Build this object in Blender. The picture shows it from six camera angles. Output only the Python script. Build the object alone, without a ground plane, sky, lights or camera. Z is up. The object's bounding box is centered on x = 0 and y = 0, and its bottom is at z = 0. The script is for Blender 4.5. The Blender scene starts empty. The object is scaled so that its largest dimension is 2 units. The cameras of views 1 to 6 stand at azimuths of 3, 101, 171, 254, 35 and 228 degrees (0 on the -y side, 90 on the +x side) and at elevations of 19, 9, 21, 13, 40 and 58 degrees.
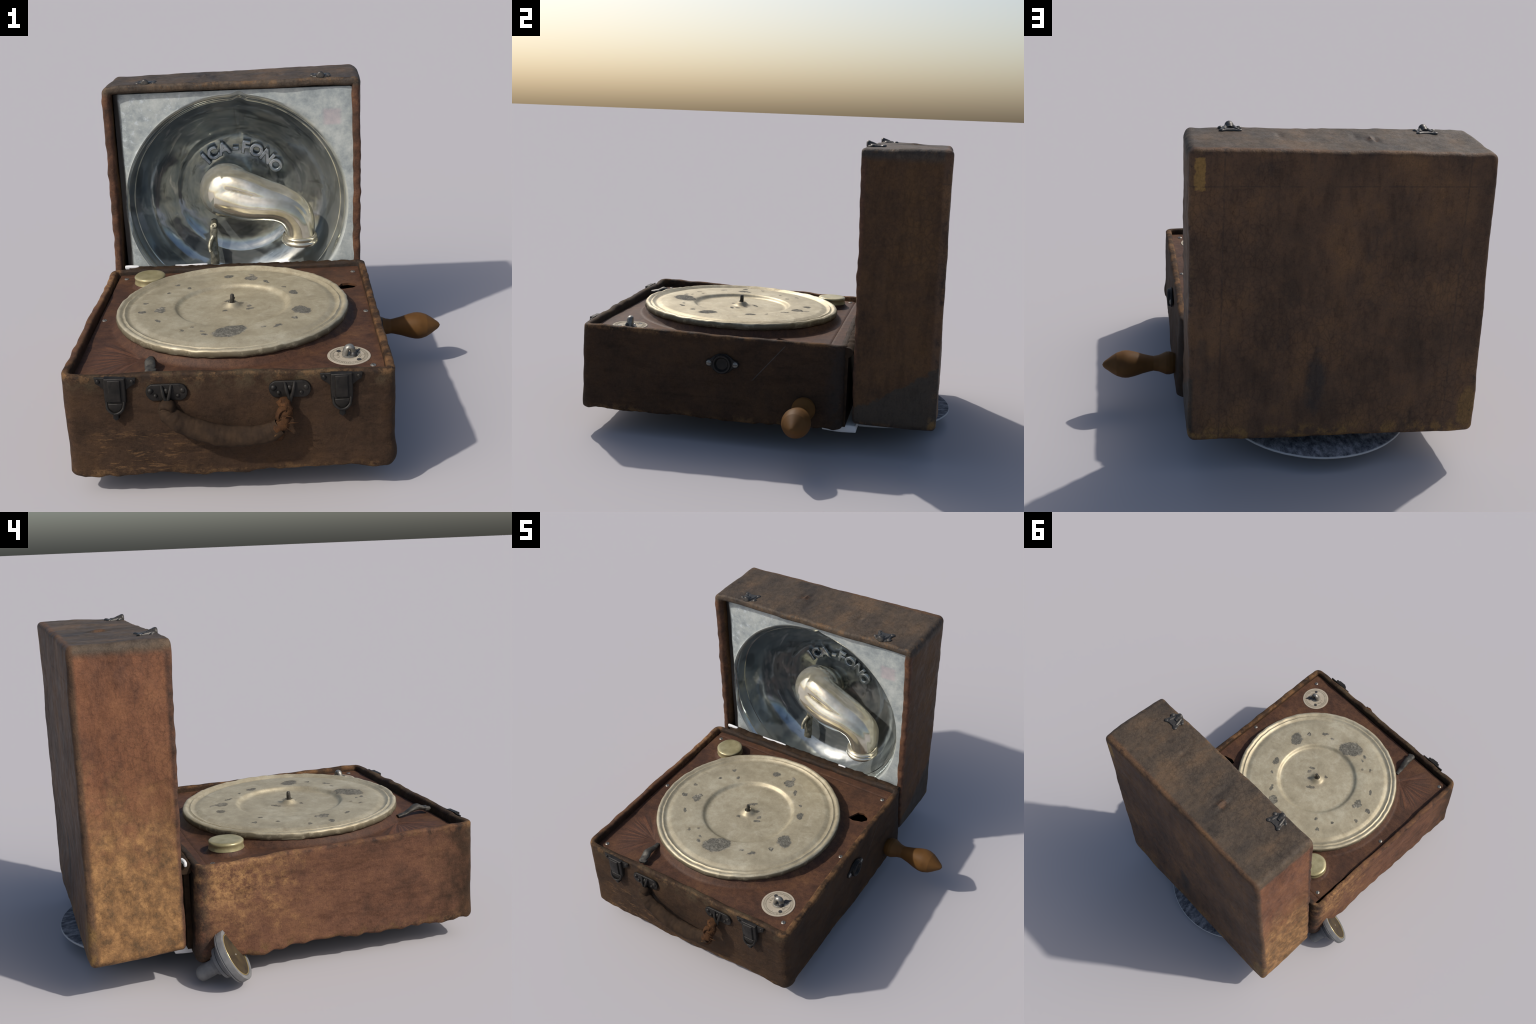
# Old portable suitcase gramophone: leather covered case with a deck board and turntable,
# upright lid holding a spun metal horn bowl with a goose-neck tone arm, loose sound box,
# wooden crank grip and a felt disc.   Metres, z up, front faces -y.
import bpy, bmesh, math, random
import numpy as np
from mathutils import Vector, Matrix, noise

random.seed(7)
np.random.seed(7)
noise.seed_set(7)
pi, sin, cos = math.pi, math.sin, math.cos


# ------------------------------------------------------------------ node helpers
class NT:
    def __init__(self, name):
        self.mat = bpy.data.materials.new(name)
        self.mat.use_nodes = True
        self.t = self.mat.node_tree
        self.t.nodes.clear()
        self.out = self.t.nodes.new("ShaderNodeOutputMaterial")
        self.bsdf = self.t.nodes.new("ShaderNodeBsdfPrincipled")
        self.t.links.new(self.bsdf.outputs[0], self.out.inputs[0])
        tc = self.t.nodes.new("ShaderNodeTexCoord")
        self.P = tc.outputs["Object"]
        sep = self.n("ShaderNodeSeparateXYZ", {0: self.P})
        self.x, self.y, self.z = sep.outputs
        self.hgt = None

    def n(self, kind, ins=None, **props):
        nd = self.t.nodes.new(kind)
        for k, v in props.items():
            setattr(nd, k, v)
        for k, v in (ins or {}).items():
            if isinstance(v, bpy.types.NodeSocket):
                self.t.links.new(v, nd.inputs[k])
            elif v is not None:
                nd.inputs[k].default_value = v
        return nd

    def m(self, op, a, b=None, c=None):
        return self.n("ShaderNodeMath", {0: a, 1: b, 2: c}, operation=op).outputs[0]

    def add(self, a, b): return self.m("ADD", a, b)
    def sub(self, a, b): return self.m("SUBTRACT", a, b)
    def mul(self, a, b): return self.m("MULTIPLY", a, b)
    def mx(self, a, b): return self.m("MAXIMUM", a, b)
    def mn(self, a, b): return self.m("MINIMUM", a, b)

    def step(self, v, lo, hi, smooth=True):
        """0 at lo, 1 at hi (lo may exceed hi)"""
        r = self.n("ShaderNodeMapRange", {0: v, 1: lo, 2: hi, 3: 0.0, 4: 1.0}, interpolation_type="SMOOTHSTEP" if smooth else "LINEAR")
        return r.outputs[0]

    def scaled(self, sc, off=(0, 0, 0), rot=(0, 0, 0)):
        return self.n("ShaderNodeMapping", {0: self.P, 1: off, 2: rot, 3: sc}).outputs[0]

    def noise(self, scale, detail=4.0, rough=0.55, vec=None, dist=0.0):
        return self.n("ShaderNodeTexNoise", {"Vector": vec or self.P, "Scale": scale, "Detail": detail, "Roughness": rough, "Distortion": dist}).outputs[0]

    def vor(self, scale, vec=None, feature="DISTANCE_TO_EDGE", rand=1.0):
        return self.n("ShaderNodeTexVoronoi", {"Vector": vec or self.P, "Scale": scale, "Randomness": rand}, feature=feature).outputs[0]

    def mix(self, f, a, b, blend="MIX"):
        nd = self.n("ShaderNodeMix", None, data_type="RGBA", blend_type=blend)
        for i, v in ((0, f), (6, a), (7, b)):
            if isinstance(v, bpy.types.NodeSocket):
                self.t.links.new(v, nd.inputs[i])
            else:
                nd.inputs[i].default_value = (*v, 1.0) if i else v
        return nd.outputs[2]

    def ramp(self, v, stops):
        nd = self.n("ShaderNodeValToRGB", {0: v})
        el = nd.color_ramp.elements
        while len(el) < len(stops):
            el.new(0.5)
        for e, (p, c) in zip(el, stops):
            e.position, e.color = p, (*c, 1.0)
        return nd.outputs[0]

    def bump(self, h, strength=0.3, dist=0.01, prev=None):
        nd = self.n("ShaderNodeBump", {"Strength": strength, "Distance": dist, "Height": h})
        if prev is not None:
            self.t.links.new(prev, nd.inputs["Normal"])
        return nd.outputs[0]

    def grain(self, col, amount=1.0):
        """fine pores, pale flecks and hairline scratches over any colour"""
        f = self.noise(165, 3, 0.75)
        m = self.noise(58, 5, 0.75, vec=self.scaled((1, 1, 1), off=(2, 7, 4)))
        col = self.mix(amount, col, self.ramp(f, [(0.34, (0.40, 0.39, 0.38)), (0.48, (0.92, 0.92, 0.92)), (0.62, (1, 1, 1))]), "MULTIPLY")
        col = self.mix(amount, col, self.ramp(m, [(0.33, (0.50, 0.49, 0.47)), (0.47, (0.95, 0.95, 0.95)), (0.6, (1, 1, 1))]), "MULTIPLY")
        pale = self.mix(1.0, col, (1.9, 1.8, 1.6), "MULTIPLY")
        col = self.mix(self.mul(self.step(m, 0.60, 0.70), 0.65 * amount), col, pale)
        w = self.n("ShaderNodeVectorMath", {0: self.scaled((2.2, 3.1, 2.6), rot=(0.4, 0.7, 0.3)), 1: self.n("ShaderNodeVectorMath", {0: self.n("ShaderNodeTexNoise", {"Vector": self.P, "Scale": 3.0}).outputs[1], 3: 0.5}, operation="SCALE").outputs[0]}, operation="ADD").outputs[0]
        line = self.mul(self.step(self.vor(2.6, vec=w), 0.010, 0.002), self.step(self.noise(6, 3, 0.6, vec=self.scaled((1, 1, 1), off=(9, 1, 3))), 0.55, 0.66))
        return self.mix(self.mul(line, 0.55 * amount), col, pale)

    def near_edge(self, lo, hi, width):
        """1 close to the edges of the box lo..hi"""
        d = []
        for s, a, b in zip((self.x, self.y, self.z), lo, hi):
            d.append(self.sub(self.m("ABSOLUTE", self.sub(s, (a + b) / 2)), (b - a) / 2))
        second = self.mx(self.mx(self.mn(d[0], d[1]), self.mn(d[1], d[2])), self.mn(d[0], d[2]))
        return self.step(second, -width, -width * 0.25)

    def done(self, color, rough=0.5, metal=0.0, normal=None, spec=0.5, coat=None):
        for k, v in (("Base Color", color), ("Roughness", rough), ("Metallic", metal), ("Normal", normal), ("Specular IOR Level", spec), ("Coat Weight", coat)):
            if v is None:
                continue
            if isinstance(v, bpy.types.NodeSocket):
                self.t.links.new(v, self.bsdf.inputs[k])
            else:
                self.bsdf.inputs[k].default_value = (*v, 1.0) if k == "Base Color" else v
        return self.mat


# ------------------------------------------------------------------ materials
def leather_colors(g, dark, mid, warm):
    n1 = g.noise(3.2, 6, 0.62)
    n2 = g.noise(14, 6, 0.65)
    n3 = g.noise(70, 4, 0.7)
    v = g.add(g.mul(n1, 0.6), g.mul(n2, 0.4))
    col = g.ramp(v, [(0.36, dark), (0.5, mid), (0.66, warm)])
    col = g.mix(g.mul(g.step(n3, 0.35, 0.75), 0.35), col, [min(1, c * 1.7) for c in mid])
    return col, n1, n2, n3


def mat_base_leather():
    g = NT("worn_case_leather")
    col, n1, n2, n3 = leather_colors(g, (0.0245, 0.0152, 0.0096), (0.041, 0.0237, 0.0140), (0.067, 0.0370, 0.0188))
    streak = g.noise(12, 6, 0.75, vec=g.scaled((1, 1, 1.8)))
    # lighter reddish flank on the left side, with a tan scuffed rear half
    left = g.mul(g.step(g.x, -0.735, -0.772), g.step(g.add(g.y, g.mul(g.sub(n2, 0.5), 0.5)), -0.93, -0.60))
    red = g.ramp(g.add(g.mul(n1, 0.5), g.mul(streak, 0.5)), [(0.36, (0.078, 0.041, 0.027)), (0.5, (0.132, 0.063, 0.038)), (0.66, (0.190, 0.094, 0.050))])
    col = g.mix(left, col, red)
    tan_edge = g.add(g.y, g.mul(g.sub(n2, 0.5), 0.9))
    tan = g.mul(left, g.mul(g.step(tan_edge, -0.15, 0.38), g.step(g.add(g.z, g.mul(g.sub(n2, 0.5), 0.6)), 0.12, 0.48)))
    tan = g.mul(tan, g.step(g.add(g.mul(g.noise(26, 5, 0.75), 0.7), g.mul(n3, 0.3)), 0.38, 0.62))
    col = g.mix(g.mul(tan, 0.85), col, (0.40, 0.225, 0.095))
    # front: tan scrapes low on the left, greenish bloom along the upper edge
    front = g.step(g.y, -0.84, -0.875)
    scr = g.mul(front, g.mul(g.step(g.x, -0.10, -0.42), g.step(g.x, -0.74, -0.60)))
    scr = g.mul(scr, g.mul(g.step(g.z, 0.37, 0.28), g.step(g.noise(17, 5, 0.75, vec=g.scaled((1, 1, 4.5), rot=(0, -0.08, 0))), 0.52, 0.62)))
    col = g.mix(g.mul(scr, 0.5), col, (0.17, 0.095, 0.042))
    grn = g.mul(front, g.mul(g.step(g.z, 0.48, 0.55), g.step(n2, 0.42, 0.6)))
    col = g.mix(g.mul(grn, 0.55), col, (0.070, 0.056, 0.034))
    # rubbed bottom edge and rim
    low = g.mul(g.step(g.z, 0.17, 0.13), g.step(n2, 0.50, 0.62))
    col = g.mix(g.mul(low, 0.7), col, (0.13, 0.075, 0.034))
    geo = g.n("ShaderNodeNewGeometry")
    edge = g.mul(g.step(geo.outputs["Pointiness"], 0.515, 0.56), g.step(g.add(g.mul(n2, 0.6), g.mul(n3, 0.4)), 0.46, 0.60))
    rimz = g.step(g.z, 0.50, 0.555)
    rub = g.mul(g.step(g.z, 0.545, 0.562), g.step(g.add(g.mul(n2, 0.6), g.mul(g.noise(9, 4, 0.6), 0.4)), 0.44, 0.58))
    rub = g.mul(rub, g.mx(g.step(g.x, 0.52, 0.55), g.mx(g.step(g.y, 0.40, 0.43), g.mul(g.step(g.x, -0.70, -0.74), 0.5))))
    col = g.mix(g.mul(rub, 0.75), col, (0.155, 0.080, 0.036))
    col = g.mix(g.mul(g.mul(edge, rimz), 0.8), col, (0.25, 0.135, 0.055))
    eb = g.near_edge((-0.795, -0.915, 0.115), (0.595, 0.470, 0.570), 0.035)
    e1 = g.step(g.add(g.mul(g.noise(11, 5, 0.7, vec=g.scaled((1, 1, 1), off=(3, 3, 8))), 0.7), g.mul(n3, 0.3)), 0.50, 0.60)
    col = g.mix(g.mul(g.mul(eb, e1), 0.6), col, (0.150, 0.086, 0.040))
    col = g.mix(g.mul(g.mul(eb, g.step(n2, 0.46, 0.36)), 0.6), col, (0.024, 0.018, 0.014))
    fs = g.noise(26, 5, 0.7, vec=g.scaled((0.22, 0.22, 1.0), off=(4, 1, 2)))
    col = g.mix(0.55, col, g.ramp(fs, [(0.36, (0.58, 0.57, 0.56)), (0.5, (1, 1, 1)), (0.64, (1.0, 1.0, 1.0))]), "MULTIPLY")
    # black rubbed corner by the hinge
    hin = g.mul(g.step(g.y, 0.36, 0.43), g.step(n2, 0.35, 0.55))
    col = g.mix(g.mul(hin, 0.75), col, (0.030, 0.025, 0.022))
    # pale scratch on the right side
    ln = g.sub(g.sub(g.y, 0.02), g.mul(g.sub(g.z, 0.36), 0.85))
    sc = g.mul(g.step(g.m("ABSOLUTE", ln), 0.0045, 0.001), g.mul(g.step(g.x, 0.54, 0.56), g.mul(g.step(g.z, 0.34, 0.36), g.step(g.z, 0.545, 0.53))))
    col = g.mix(g.mul(sc, 0.35), col, (0.10, 0.115, 0.12))
    col = g.grain(col, 0.42)
    cr = g.vor(38, vec=g.n("ShaderNodeVectorMath", {0: g.P, 1: g.n("ShaderNodeTexNoise", {"Vector": g.P, "Scale": 20.0}).outputs[1]}, operation="ADD").outputs[0])
    b = g.bump(n3, 0.40, 0.006)
    b = g.bump(g.noise(150, 3, 0.7), 0.25, 0.003, b)
    b = g.bump(g.step(cr, 0.0, 0.10), 0.14, 0.003, b)
    b = g.bump(streak, 0.40, 0.008, b)
    return g.done(col, g.n("ShaderNodeMapRange", {0: n2, 1: 0.3, 2: 0.7, 3: 0.62, 4: 0.85}).outputs[0], 0.0, b, 0.12)


def mat_lid_leather():
    g = NT("crazed_lid_leather")
    col, n1, n2, n3 = leather_colors(g, (0.046, 0.0255, 0.0140), (0.080, 0.0425, 0.0205), (0.120, 0.064, 0.0270))
    # left flank: warm orange leather fading to tan below
    left = g.step(g.x, -0.735, -0.775)
    up = g.noise(11, 5, 0.7, vec=g.scaled((1, 1, 0.5)))
    red = g.ramp(g.add(g.mul(n1, 0.45), g.mul(up, 0.55)), [(0.36, (0.10, 0.048, 0.030)), (0.5, (0.175, 0.077, 0.041)), (0.66, (0.245, 0.112, 0.055))])
    col = g.mix(left, col, red)
    h = g.add(g.z, g.mul(g.sub(g.add(g.mul(n2, 0.6), g.mul(up, 0.4)), 0.5), 1.5))
    tan = g.mul(left, g.mul(g.step(h, 1.05, 0.50), 0.85))
    tcol = g.ramp(g.noise(20, 5, 0.7), [(0.34, (0.125, 0.078, 0.038)), (0.5, (0.25, 0.136, 0.057)), (0.66, (0.40, 0.222, 0.088))])
    col = g.mix(tan, col, tcol)
    # top: grey greenish bloom, brown rubs
    top = g.step(g.z, 1.47, 1.51)
    gt = g.noise(6, 5, 0.65, vec=g.scaled((1, 0.5, 1)))
    tc = g.ramp(gt, [(0.36, (0.056, 0.045, 0.036)), (0.52, (0.088, 0.065, 0.046)), (0.66, (0.126, 0.083, 0.051))])
    col = g.mix(top, col, tc)
    d = g.n("ShaderNodeVectorMath", {0: g.P, 1: (-0.255, 0.725, 1.53)}, operation="DISTANCE").outputs[1]
    rub = g.mul(g.step(g.add(d, g.mul(g.sub(n2, 0.5), 0.16)), 0.035, 0.0), 0.6)
    col = g.mix(rub, col, (0.15, 0.075, 0.036))
    # rear panel: brown rubbed areas, dark smears
    back = g.step(g.y, 0.885, 0.905)
    bz = g.add(g.mul(g.noise(3.2, 6, 0.62, vec=g.scaled((1.1, 1, 0.8))), 0.75), g.mul(n2, 0.25))
    bc = g.ramp(bz, [(0.36, (0.067, 0.041, 0.026)), (0.5, (0.114, 0.065, 0.038)), (0.66, (0.182, 0.098, 0.046))])
    col = g.mix(back, col, bc)
    smear = g.noise(4.0, 4, 0.6, vec=g.scaled((1.6, 1, 0.7), off=(3.1, 0, 1.7)))
    col = g.mix(g.mul(g.mul(back, g.step(smear, 0.60, 0.74)), 0.45), col, (0.034, 0.030, 0.027))
    stx = g.m("DIVIDE", g.add(g.x, 0.03), 0.05)
    stz = g.m("DIVIDE", g.sub(g.z, 0.44), 0.17)
    std = g.add(g.m("SQRT", g.add(g.mul(stx, stx), g.mul(stz, stz))), g.mul(g.sub(n2, 0.5), 1.2))
    col = g.mix(g.mul(g.mul(back, g.step(std, 1.2, 0.5)), 0.75), col, (0.040, 0.037, 0.034))
    # right flank reads a little darker brown; ragged grey patch at its lower rear corner
    pr = g.add(g.add(g.mul(g.sub(g.y, 0.5), 0.62), 0.22), g.mul(g.sub(n2, 0.5), 0.12))
    patch = g.mul(g.step(g.x, 0.53, 0.545), g.step(g.sub(pr, g.z), -0.008, 0.008))
    col = g.mix(g.mul(patch, 0.8), col, (0.050, 0.045, 0.037))
    # golden wear at the rear panel's corners and lower edge
    def blob(cx, cz, rx, rz):
        a = g.m("DIVIDE", g.sub(g.x, cx), rx)
        b = g.m("DIVIDE", g.sub(g.z, cz), rz)
        return g.step(g.add(g.m("SQRT", g.add(g.mul(a, a), g.mul(b, b))), g.mul(g.sub(n2, 0.5), 1.6)), 1.15, 0.75)
    jit = g.mul(g.sub(n2, 0.5), 0.05)
    strip = g.mul(g.mul(g.step(g.add(g.x, jit), 0.494, 0.500), g.step(g.add(g.x, jit), 0.545, 0.538)), g.mul(g.step(g.add(g.z, jit), 1.365, 1.372), g.step(g.add(g.z, jit), 1.515, 1.508)))
    gold = g.mx(strip, g.mul(g.mx(blob(-0.77, 0.30, 0.05, 0.11), g.mul(g.step(g.z, 0.25, 0.20), g.step(n2, 0.46, 0.6))), 0.6))
    col = g.mix(g.mul(g.mul(gold, back), 0.9), col, (0.30, 0.175, 0.055))
    geo = g.n("ShaderNodeNewGeometry")
    edge = g.mul(g.step(geo.outputs["Pointiness"], 0.515, 0.56), g.step(g.add(g.mul(n2, 0.6), g.mul(n3, 0.4)), 0.47, 0.60))
    col = g.mix(g.mul(edge, 0.5), col, (0.14, 0.078, 0.036))
    el = g.near_edge((-0.797, 0.495, 0.160), (0.562, 0.930, 1.540), 0.032)
    e1 = g.step(g.add(g.mul(g.noise(10, 5, 0.7, vec=g.scaled((1, 1, 1), off=(3, 3, 8))), 0.7), g.mul(n3, 0.3)), 0.50, 0.60)
    col = g.mix(g.mul(g.mul(el, e1), 0.6), col, (0.165, 0.095, 0.045))
    col = g.mix(g.mul(g.mul(el, g.step(n2, 0.47, 0.37)), 0.65), col, (0.026, 0.020, 0.016))
    fs = g.noise(26, 5, 0.7, vec=g.scaled((1.0, 1.0, 0.25), off=(4, 1, 2)))
    col = g.mix(0.55, col, g.ramp(fs, [(0.36, (0.58, 0.57, 0.56)), (0.5, (1, 1, 1)), (0.64, (1.0, 1.0, 1.0))]), "MULTIPLY")
    # scuffed brown front rim and black-stained inside
    inner = g.mul(g.step(g.y, 0.515, 0.53), g.mul(g.step(g.y, 0.60, 0.585), 0.0))
    fr = g.step(g.y, 0.535, 0.515)
    rimc = g.ramp(g.noise(16, 4, 0.6), [(0.35, (0.055, 0.032, 0.022)), (0.55, (0.100, 0.049, 0.030)), (0.7, (0.150, 0.074, 0.041))])
    col = g.mix(g.mul(fr, g.sub(1.0, top)), col, rimc)
    # panel seams and crazing
    warp = g.n("ShaderNodeVectorMath", {0: g.scaled((1.15, 1, 0.75)), 1: g.n("ShaderNodeVectorMath", {0: g.n("ShaderNodeTexNoise", {"Vector": g.P, "Scale": 7.0, "Detail": 1.0}).outputs[1], 3: 0.05}, operation="SCALE").outputs[0]}, operation="ADD").outputs[0]
    cr = g.vor(33, vec=warp)
    crack = g.mul(g.step(cr, 0.16, 0.0), g.mul(g.step(g.noise(2.6, 3, 0.5), 0.36, 0.60), g.add(0.35, g.mul(n2, 1.1))))
    crack = g.mul(crack, g.sub(1.0, g.mul(left, 0.25)))
    col = g.mix(g.mul(crack, 0.28), col, (0.020, 0.014, 0.011))
    col = g.grain(col, 0.42)
    sx = g.mn(g.m("ABSOLUTE", g.add(g.x, 0.655)), g.m("ABSOLUTE", g.sub(g.x, 0.415)))
    sz = g.m("ABSOLUTE", g.sub(g.z, 1.385))
    seam = g.mul(back, g.step(g.mn(sx, sz), 0.006, 0.001))
    col = g.mix(g.mul(g.mul(seam, g.step(n2, 0.4, 0.55)), 0.5), col, (0.045, 0.032, 0.025))
    b = g.bump(n3, 0.40, 0.006)
    b = g.bump(crack, -1.0, 0.009, b)
    b = g.bump(g.noise(150, 3, 0.7), 0.25, 0.003, b)
    b = g.bump(n2, 0.4, 0.01, b)
    b = g.bump(seam, -0.3, 0.004, b)
    return g.done(col, g.n("ShaderNodeMapRange", {0: n2, 1: 0.3, 2: 0.7, 3: 0.48, 4: 0.76}).outputs[0], 0.0, b, 0.17)


def mat_deck():
    g = NT("stained_deck_wood")
    n1 = g.noise(4, 6, 0.6)
    n2 = g.noise(22, 6, 0.65)
    grain = g.noise(30, 4, 0.6, vec=g.scaled((0.35, 1.6, 1)), dist=0.6)
    col = g.ramp(g.add(g.mul(n1, 0.55), g.mul(n2, 0.45)), [(0.36, (0.044, 0.0225, 0.0150)), (0.5, (0.074, 0.035, 0.0205)), (0.66, (0.120, 0.058, 0.028))])
    col = g.mix(g.mul(g.step(grain, 0.45, 0.7), 0.25), col, (0.125, 0.060, 0.030))
    # radial folds of the warped veneer near the front left corner
    dx, dy = g.add(g.x, 0.48), g.add(g.y, 0.648)
    ang = g.m("ARCTAN2", dy, g.mul(dx, -1.0))
    rad = g.m("SQRT", g.add(g.mul(dx, dx), g.mul(dy, dy)))
    fan = g.noise(9, 3, 0.6, vec=g.n("ShaderNodeCombineXYZ", {0: g.mul(ang, 1.6), 1: g.mul(rad, 0.4), 2: 3.0}).outputs[0])
    near = g.mul(g.step(rad, 0.27, 0.16), g.mul(g.step(ang, 0.95, 0.7), g.step(ang, -1.35, -1.1)))
    col = g.mix(g.mul(near, 0.85), col, g.ramp(fan, [(0.34, (0.050, 0.029, 0.020)), (0.5, (0.085, 0.041, 0.027)), (0.66, (0.14, 0.060, 0.030))]))
    col = g.grain(col, 0.6)
    b = g.bump(n2, 0.25, 0.004)
    b = g.bump(g.mul(near, fan), 0.4, 0.01, b)
    return g.done(col, 0.62, 0.0, b, 0.2)


def mat_platter(cx, cy):
    g = NT("tarnished_nickel_turntable")
    P = g.n("ShaderNodeVectorMath", {0: g.P, 1: (cx, cy, 0.0)}, operation="SUBTRACT").outputs[0]
    P = g.n("ShaderNodeMapping", {0: P, 2: (0, 0, -math.radians(34.9)), 3: (1, 1, 0)}).outputs[0]
    r = g.n("ShaderNodeVectorMath", {0: P}, operation="LENGTH").outputs[1]
    n1, n2, n3 = g.noise(5, 5, 0.6), g.noise(24, 5, 0.65), g.noise(90, 3, 0.6)
    col = g.ramp(g.add(g.mul(n1, 0.6), g.mul(n2, 0.4)), [(0.35, (0.320, 0.278, 0.190)), (0.5, (0.405, 0.355, 0.248)), (0.65, (0.495, 0.448, 0.328))])
    sepp = g.n("ShaderNodeSeparateXYZ", {0: P}).outputs
    # fine concentric rubbing
    ring = g.noise(60, 3, 0.6, vec=g.n("ShaderNodeCombineXYZ", {0: r, 1: g.mul(g.m("ARCTAN2", sepp[1], sepp[0]), 0.05)}).outputs[0])
    col = g.mix(g.mul(g.step(ring, 0.5, 0.72), 0.25), col, (0.36, 0.30, 0.20))
    # worn spots where plating has gone: (x, y, half length, half width)
    spots = [(-0.185, -0.281, 0.083, 0.056), (0.204, -0.282, 0.038, 0.050), (-0.290, -0.236, 0.010, 0.019), (-0.350, -0.136, 0.008, 0.010),
             (-0.296, -0.136, 0.008, 0.010), (-0.379, 0.035, 0.008, 0.019), (-0.384, 0.179, 0.017, 0.019), (-0.315, 0.139, 0.024, 0.031),
             (-0.290, 0.164, 0.011, 0.014), (-0.081, 0.383, 0.012, 0.011), (-0.060, 0.315, 0.011, 0.015), (0.184, 0.328, 0.022, 0.026),
             (0.258, 0.232, 0.030, 0.034), (0.288, 0.141, 0.010, 0.023), (0.314, 0.022, 0.010, 0.015), (0.306, -0.074, 0.019, 0.025),
             (0.122, -0.338, 0.013, 0.015), (0.016, -0.363, 0.023, 0.010), (-0.042, -0.339, 0.013, 0.011), (-0.325, 0.270, 0.011, 0.011),
             (-0.170, 0.318, 0.010, 0.009), (0.286, 0.279, 0.010, 0.018), (-0.283, -0.198, 0.008, 0.010), (0.029, 0.074, 0.025, 0.010),
             (0.048, -0.079, 0.024, 0.008), (-0.061, -0.026, 0.011, 0.012), (0.065, -0.047, 0.013, 0.012)]
    nz = g.n("ShaderNodeTexNoise", {"Vector": P, "Scale": 22.0, "Detail": 6.0, "Roughness": 0.72}).outputs[1]
    Pn = g.n("ShaderNodeVectorMath", {0: P, 1: g.n("ShaderNodeVectorMath", {0: g.n("ShaderNodeVectorMath", {0: nz, 1: (0.5, 0.5, 0.5)}, operation="SUBTRACT").outputs[0], 3: 0.060}, operation="SCALE").outputs[0]}, operation="ADD").outputs[0]
    best = None
    for (sx, sy, a, b) in spots:
        q = g.n("ShaderNodeMapping", {0: Pn, 1: (-sx / a, -sy / b, 0), 3: (1 / a, 1 / b, 0)}).outputs[0]
        l = g.n("ShaderNodeVectorMath", {0: q}, operation="LENGTH").outputs[1]
        best = l if best is None else g.mn(best, l)
    worn = g.step(best, 1.12, 0.92)
    col = g.mix(g.mul(g.step(best, 1.55, 1.0), 0.25), col, (0.27, 0.22, 0.14))
    col = g.mix(g.mul(worn, 0.95), col, g.mix(g.step(g.noise(120, 4, 0.8), 0.4, 0.62), (0.060, 0.058, 0.050), (0.150, 0.144, 0.124)))
    stain = g.mul(g.step(g.add(r, g.mul(g.sub(n2, 0.5), 0.1)), 0.10, 0.03), g.step(n1, 0.3, 0.6))
    col = g.mix(g.mul(stain, 0.45), col, (0.20, 0.165, 0.12))
    swirl = g.noise(7, 6, 0.7, vec=g.scaled((1, 1, 1), off=(1, 3, 0)), dist=1.2)  # pale and dark swirls put the metal's baked sheen into the colour
    col = g.mix(g.mul(g.step(swirl, 0.55, 0.70), 0.35), col, (0.60, 0.545, 0.42))
    col = g.mix(g.mul(g.step(swirl, 0.44, 0.33), 0.4), col, (0.27, 0.225, 0.145))
    side = g.mul(g.step(r, 0.5455, 0.5495), g.step(n2, 0.25, 0.5))
    col = g.grain(col, 0.18)
    col = g.mix(g.mul(side, 0.8), col, (0.10, 0.08, 0.05))
    b = g.bump(n2, 0.12, 0.003)
    b = g.bump(worn, -0.3, 0.002, b)
    rough = g.n("ShaderNodeMapRange", {0: g.mx(worn, g.mul(n2, 0.4)), 1: 0.0, 2: 1.0, 3: 0.40, 4: 0.90}).outputs[0]
    return g.done(col, rough, g.mul(g.sub(1.0, worn), 0.42), b, 0.10)


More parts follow.
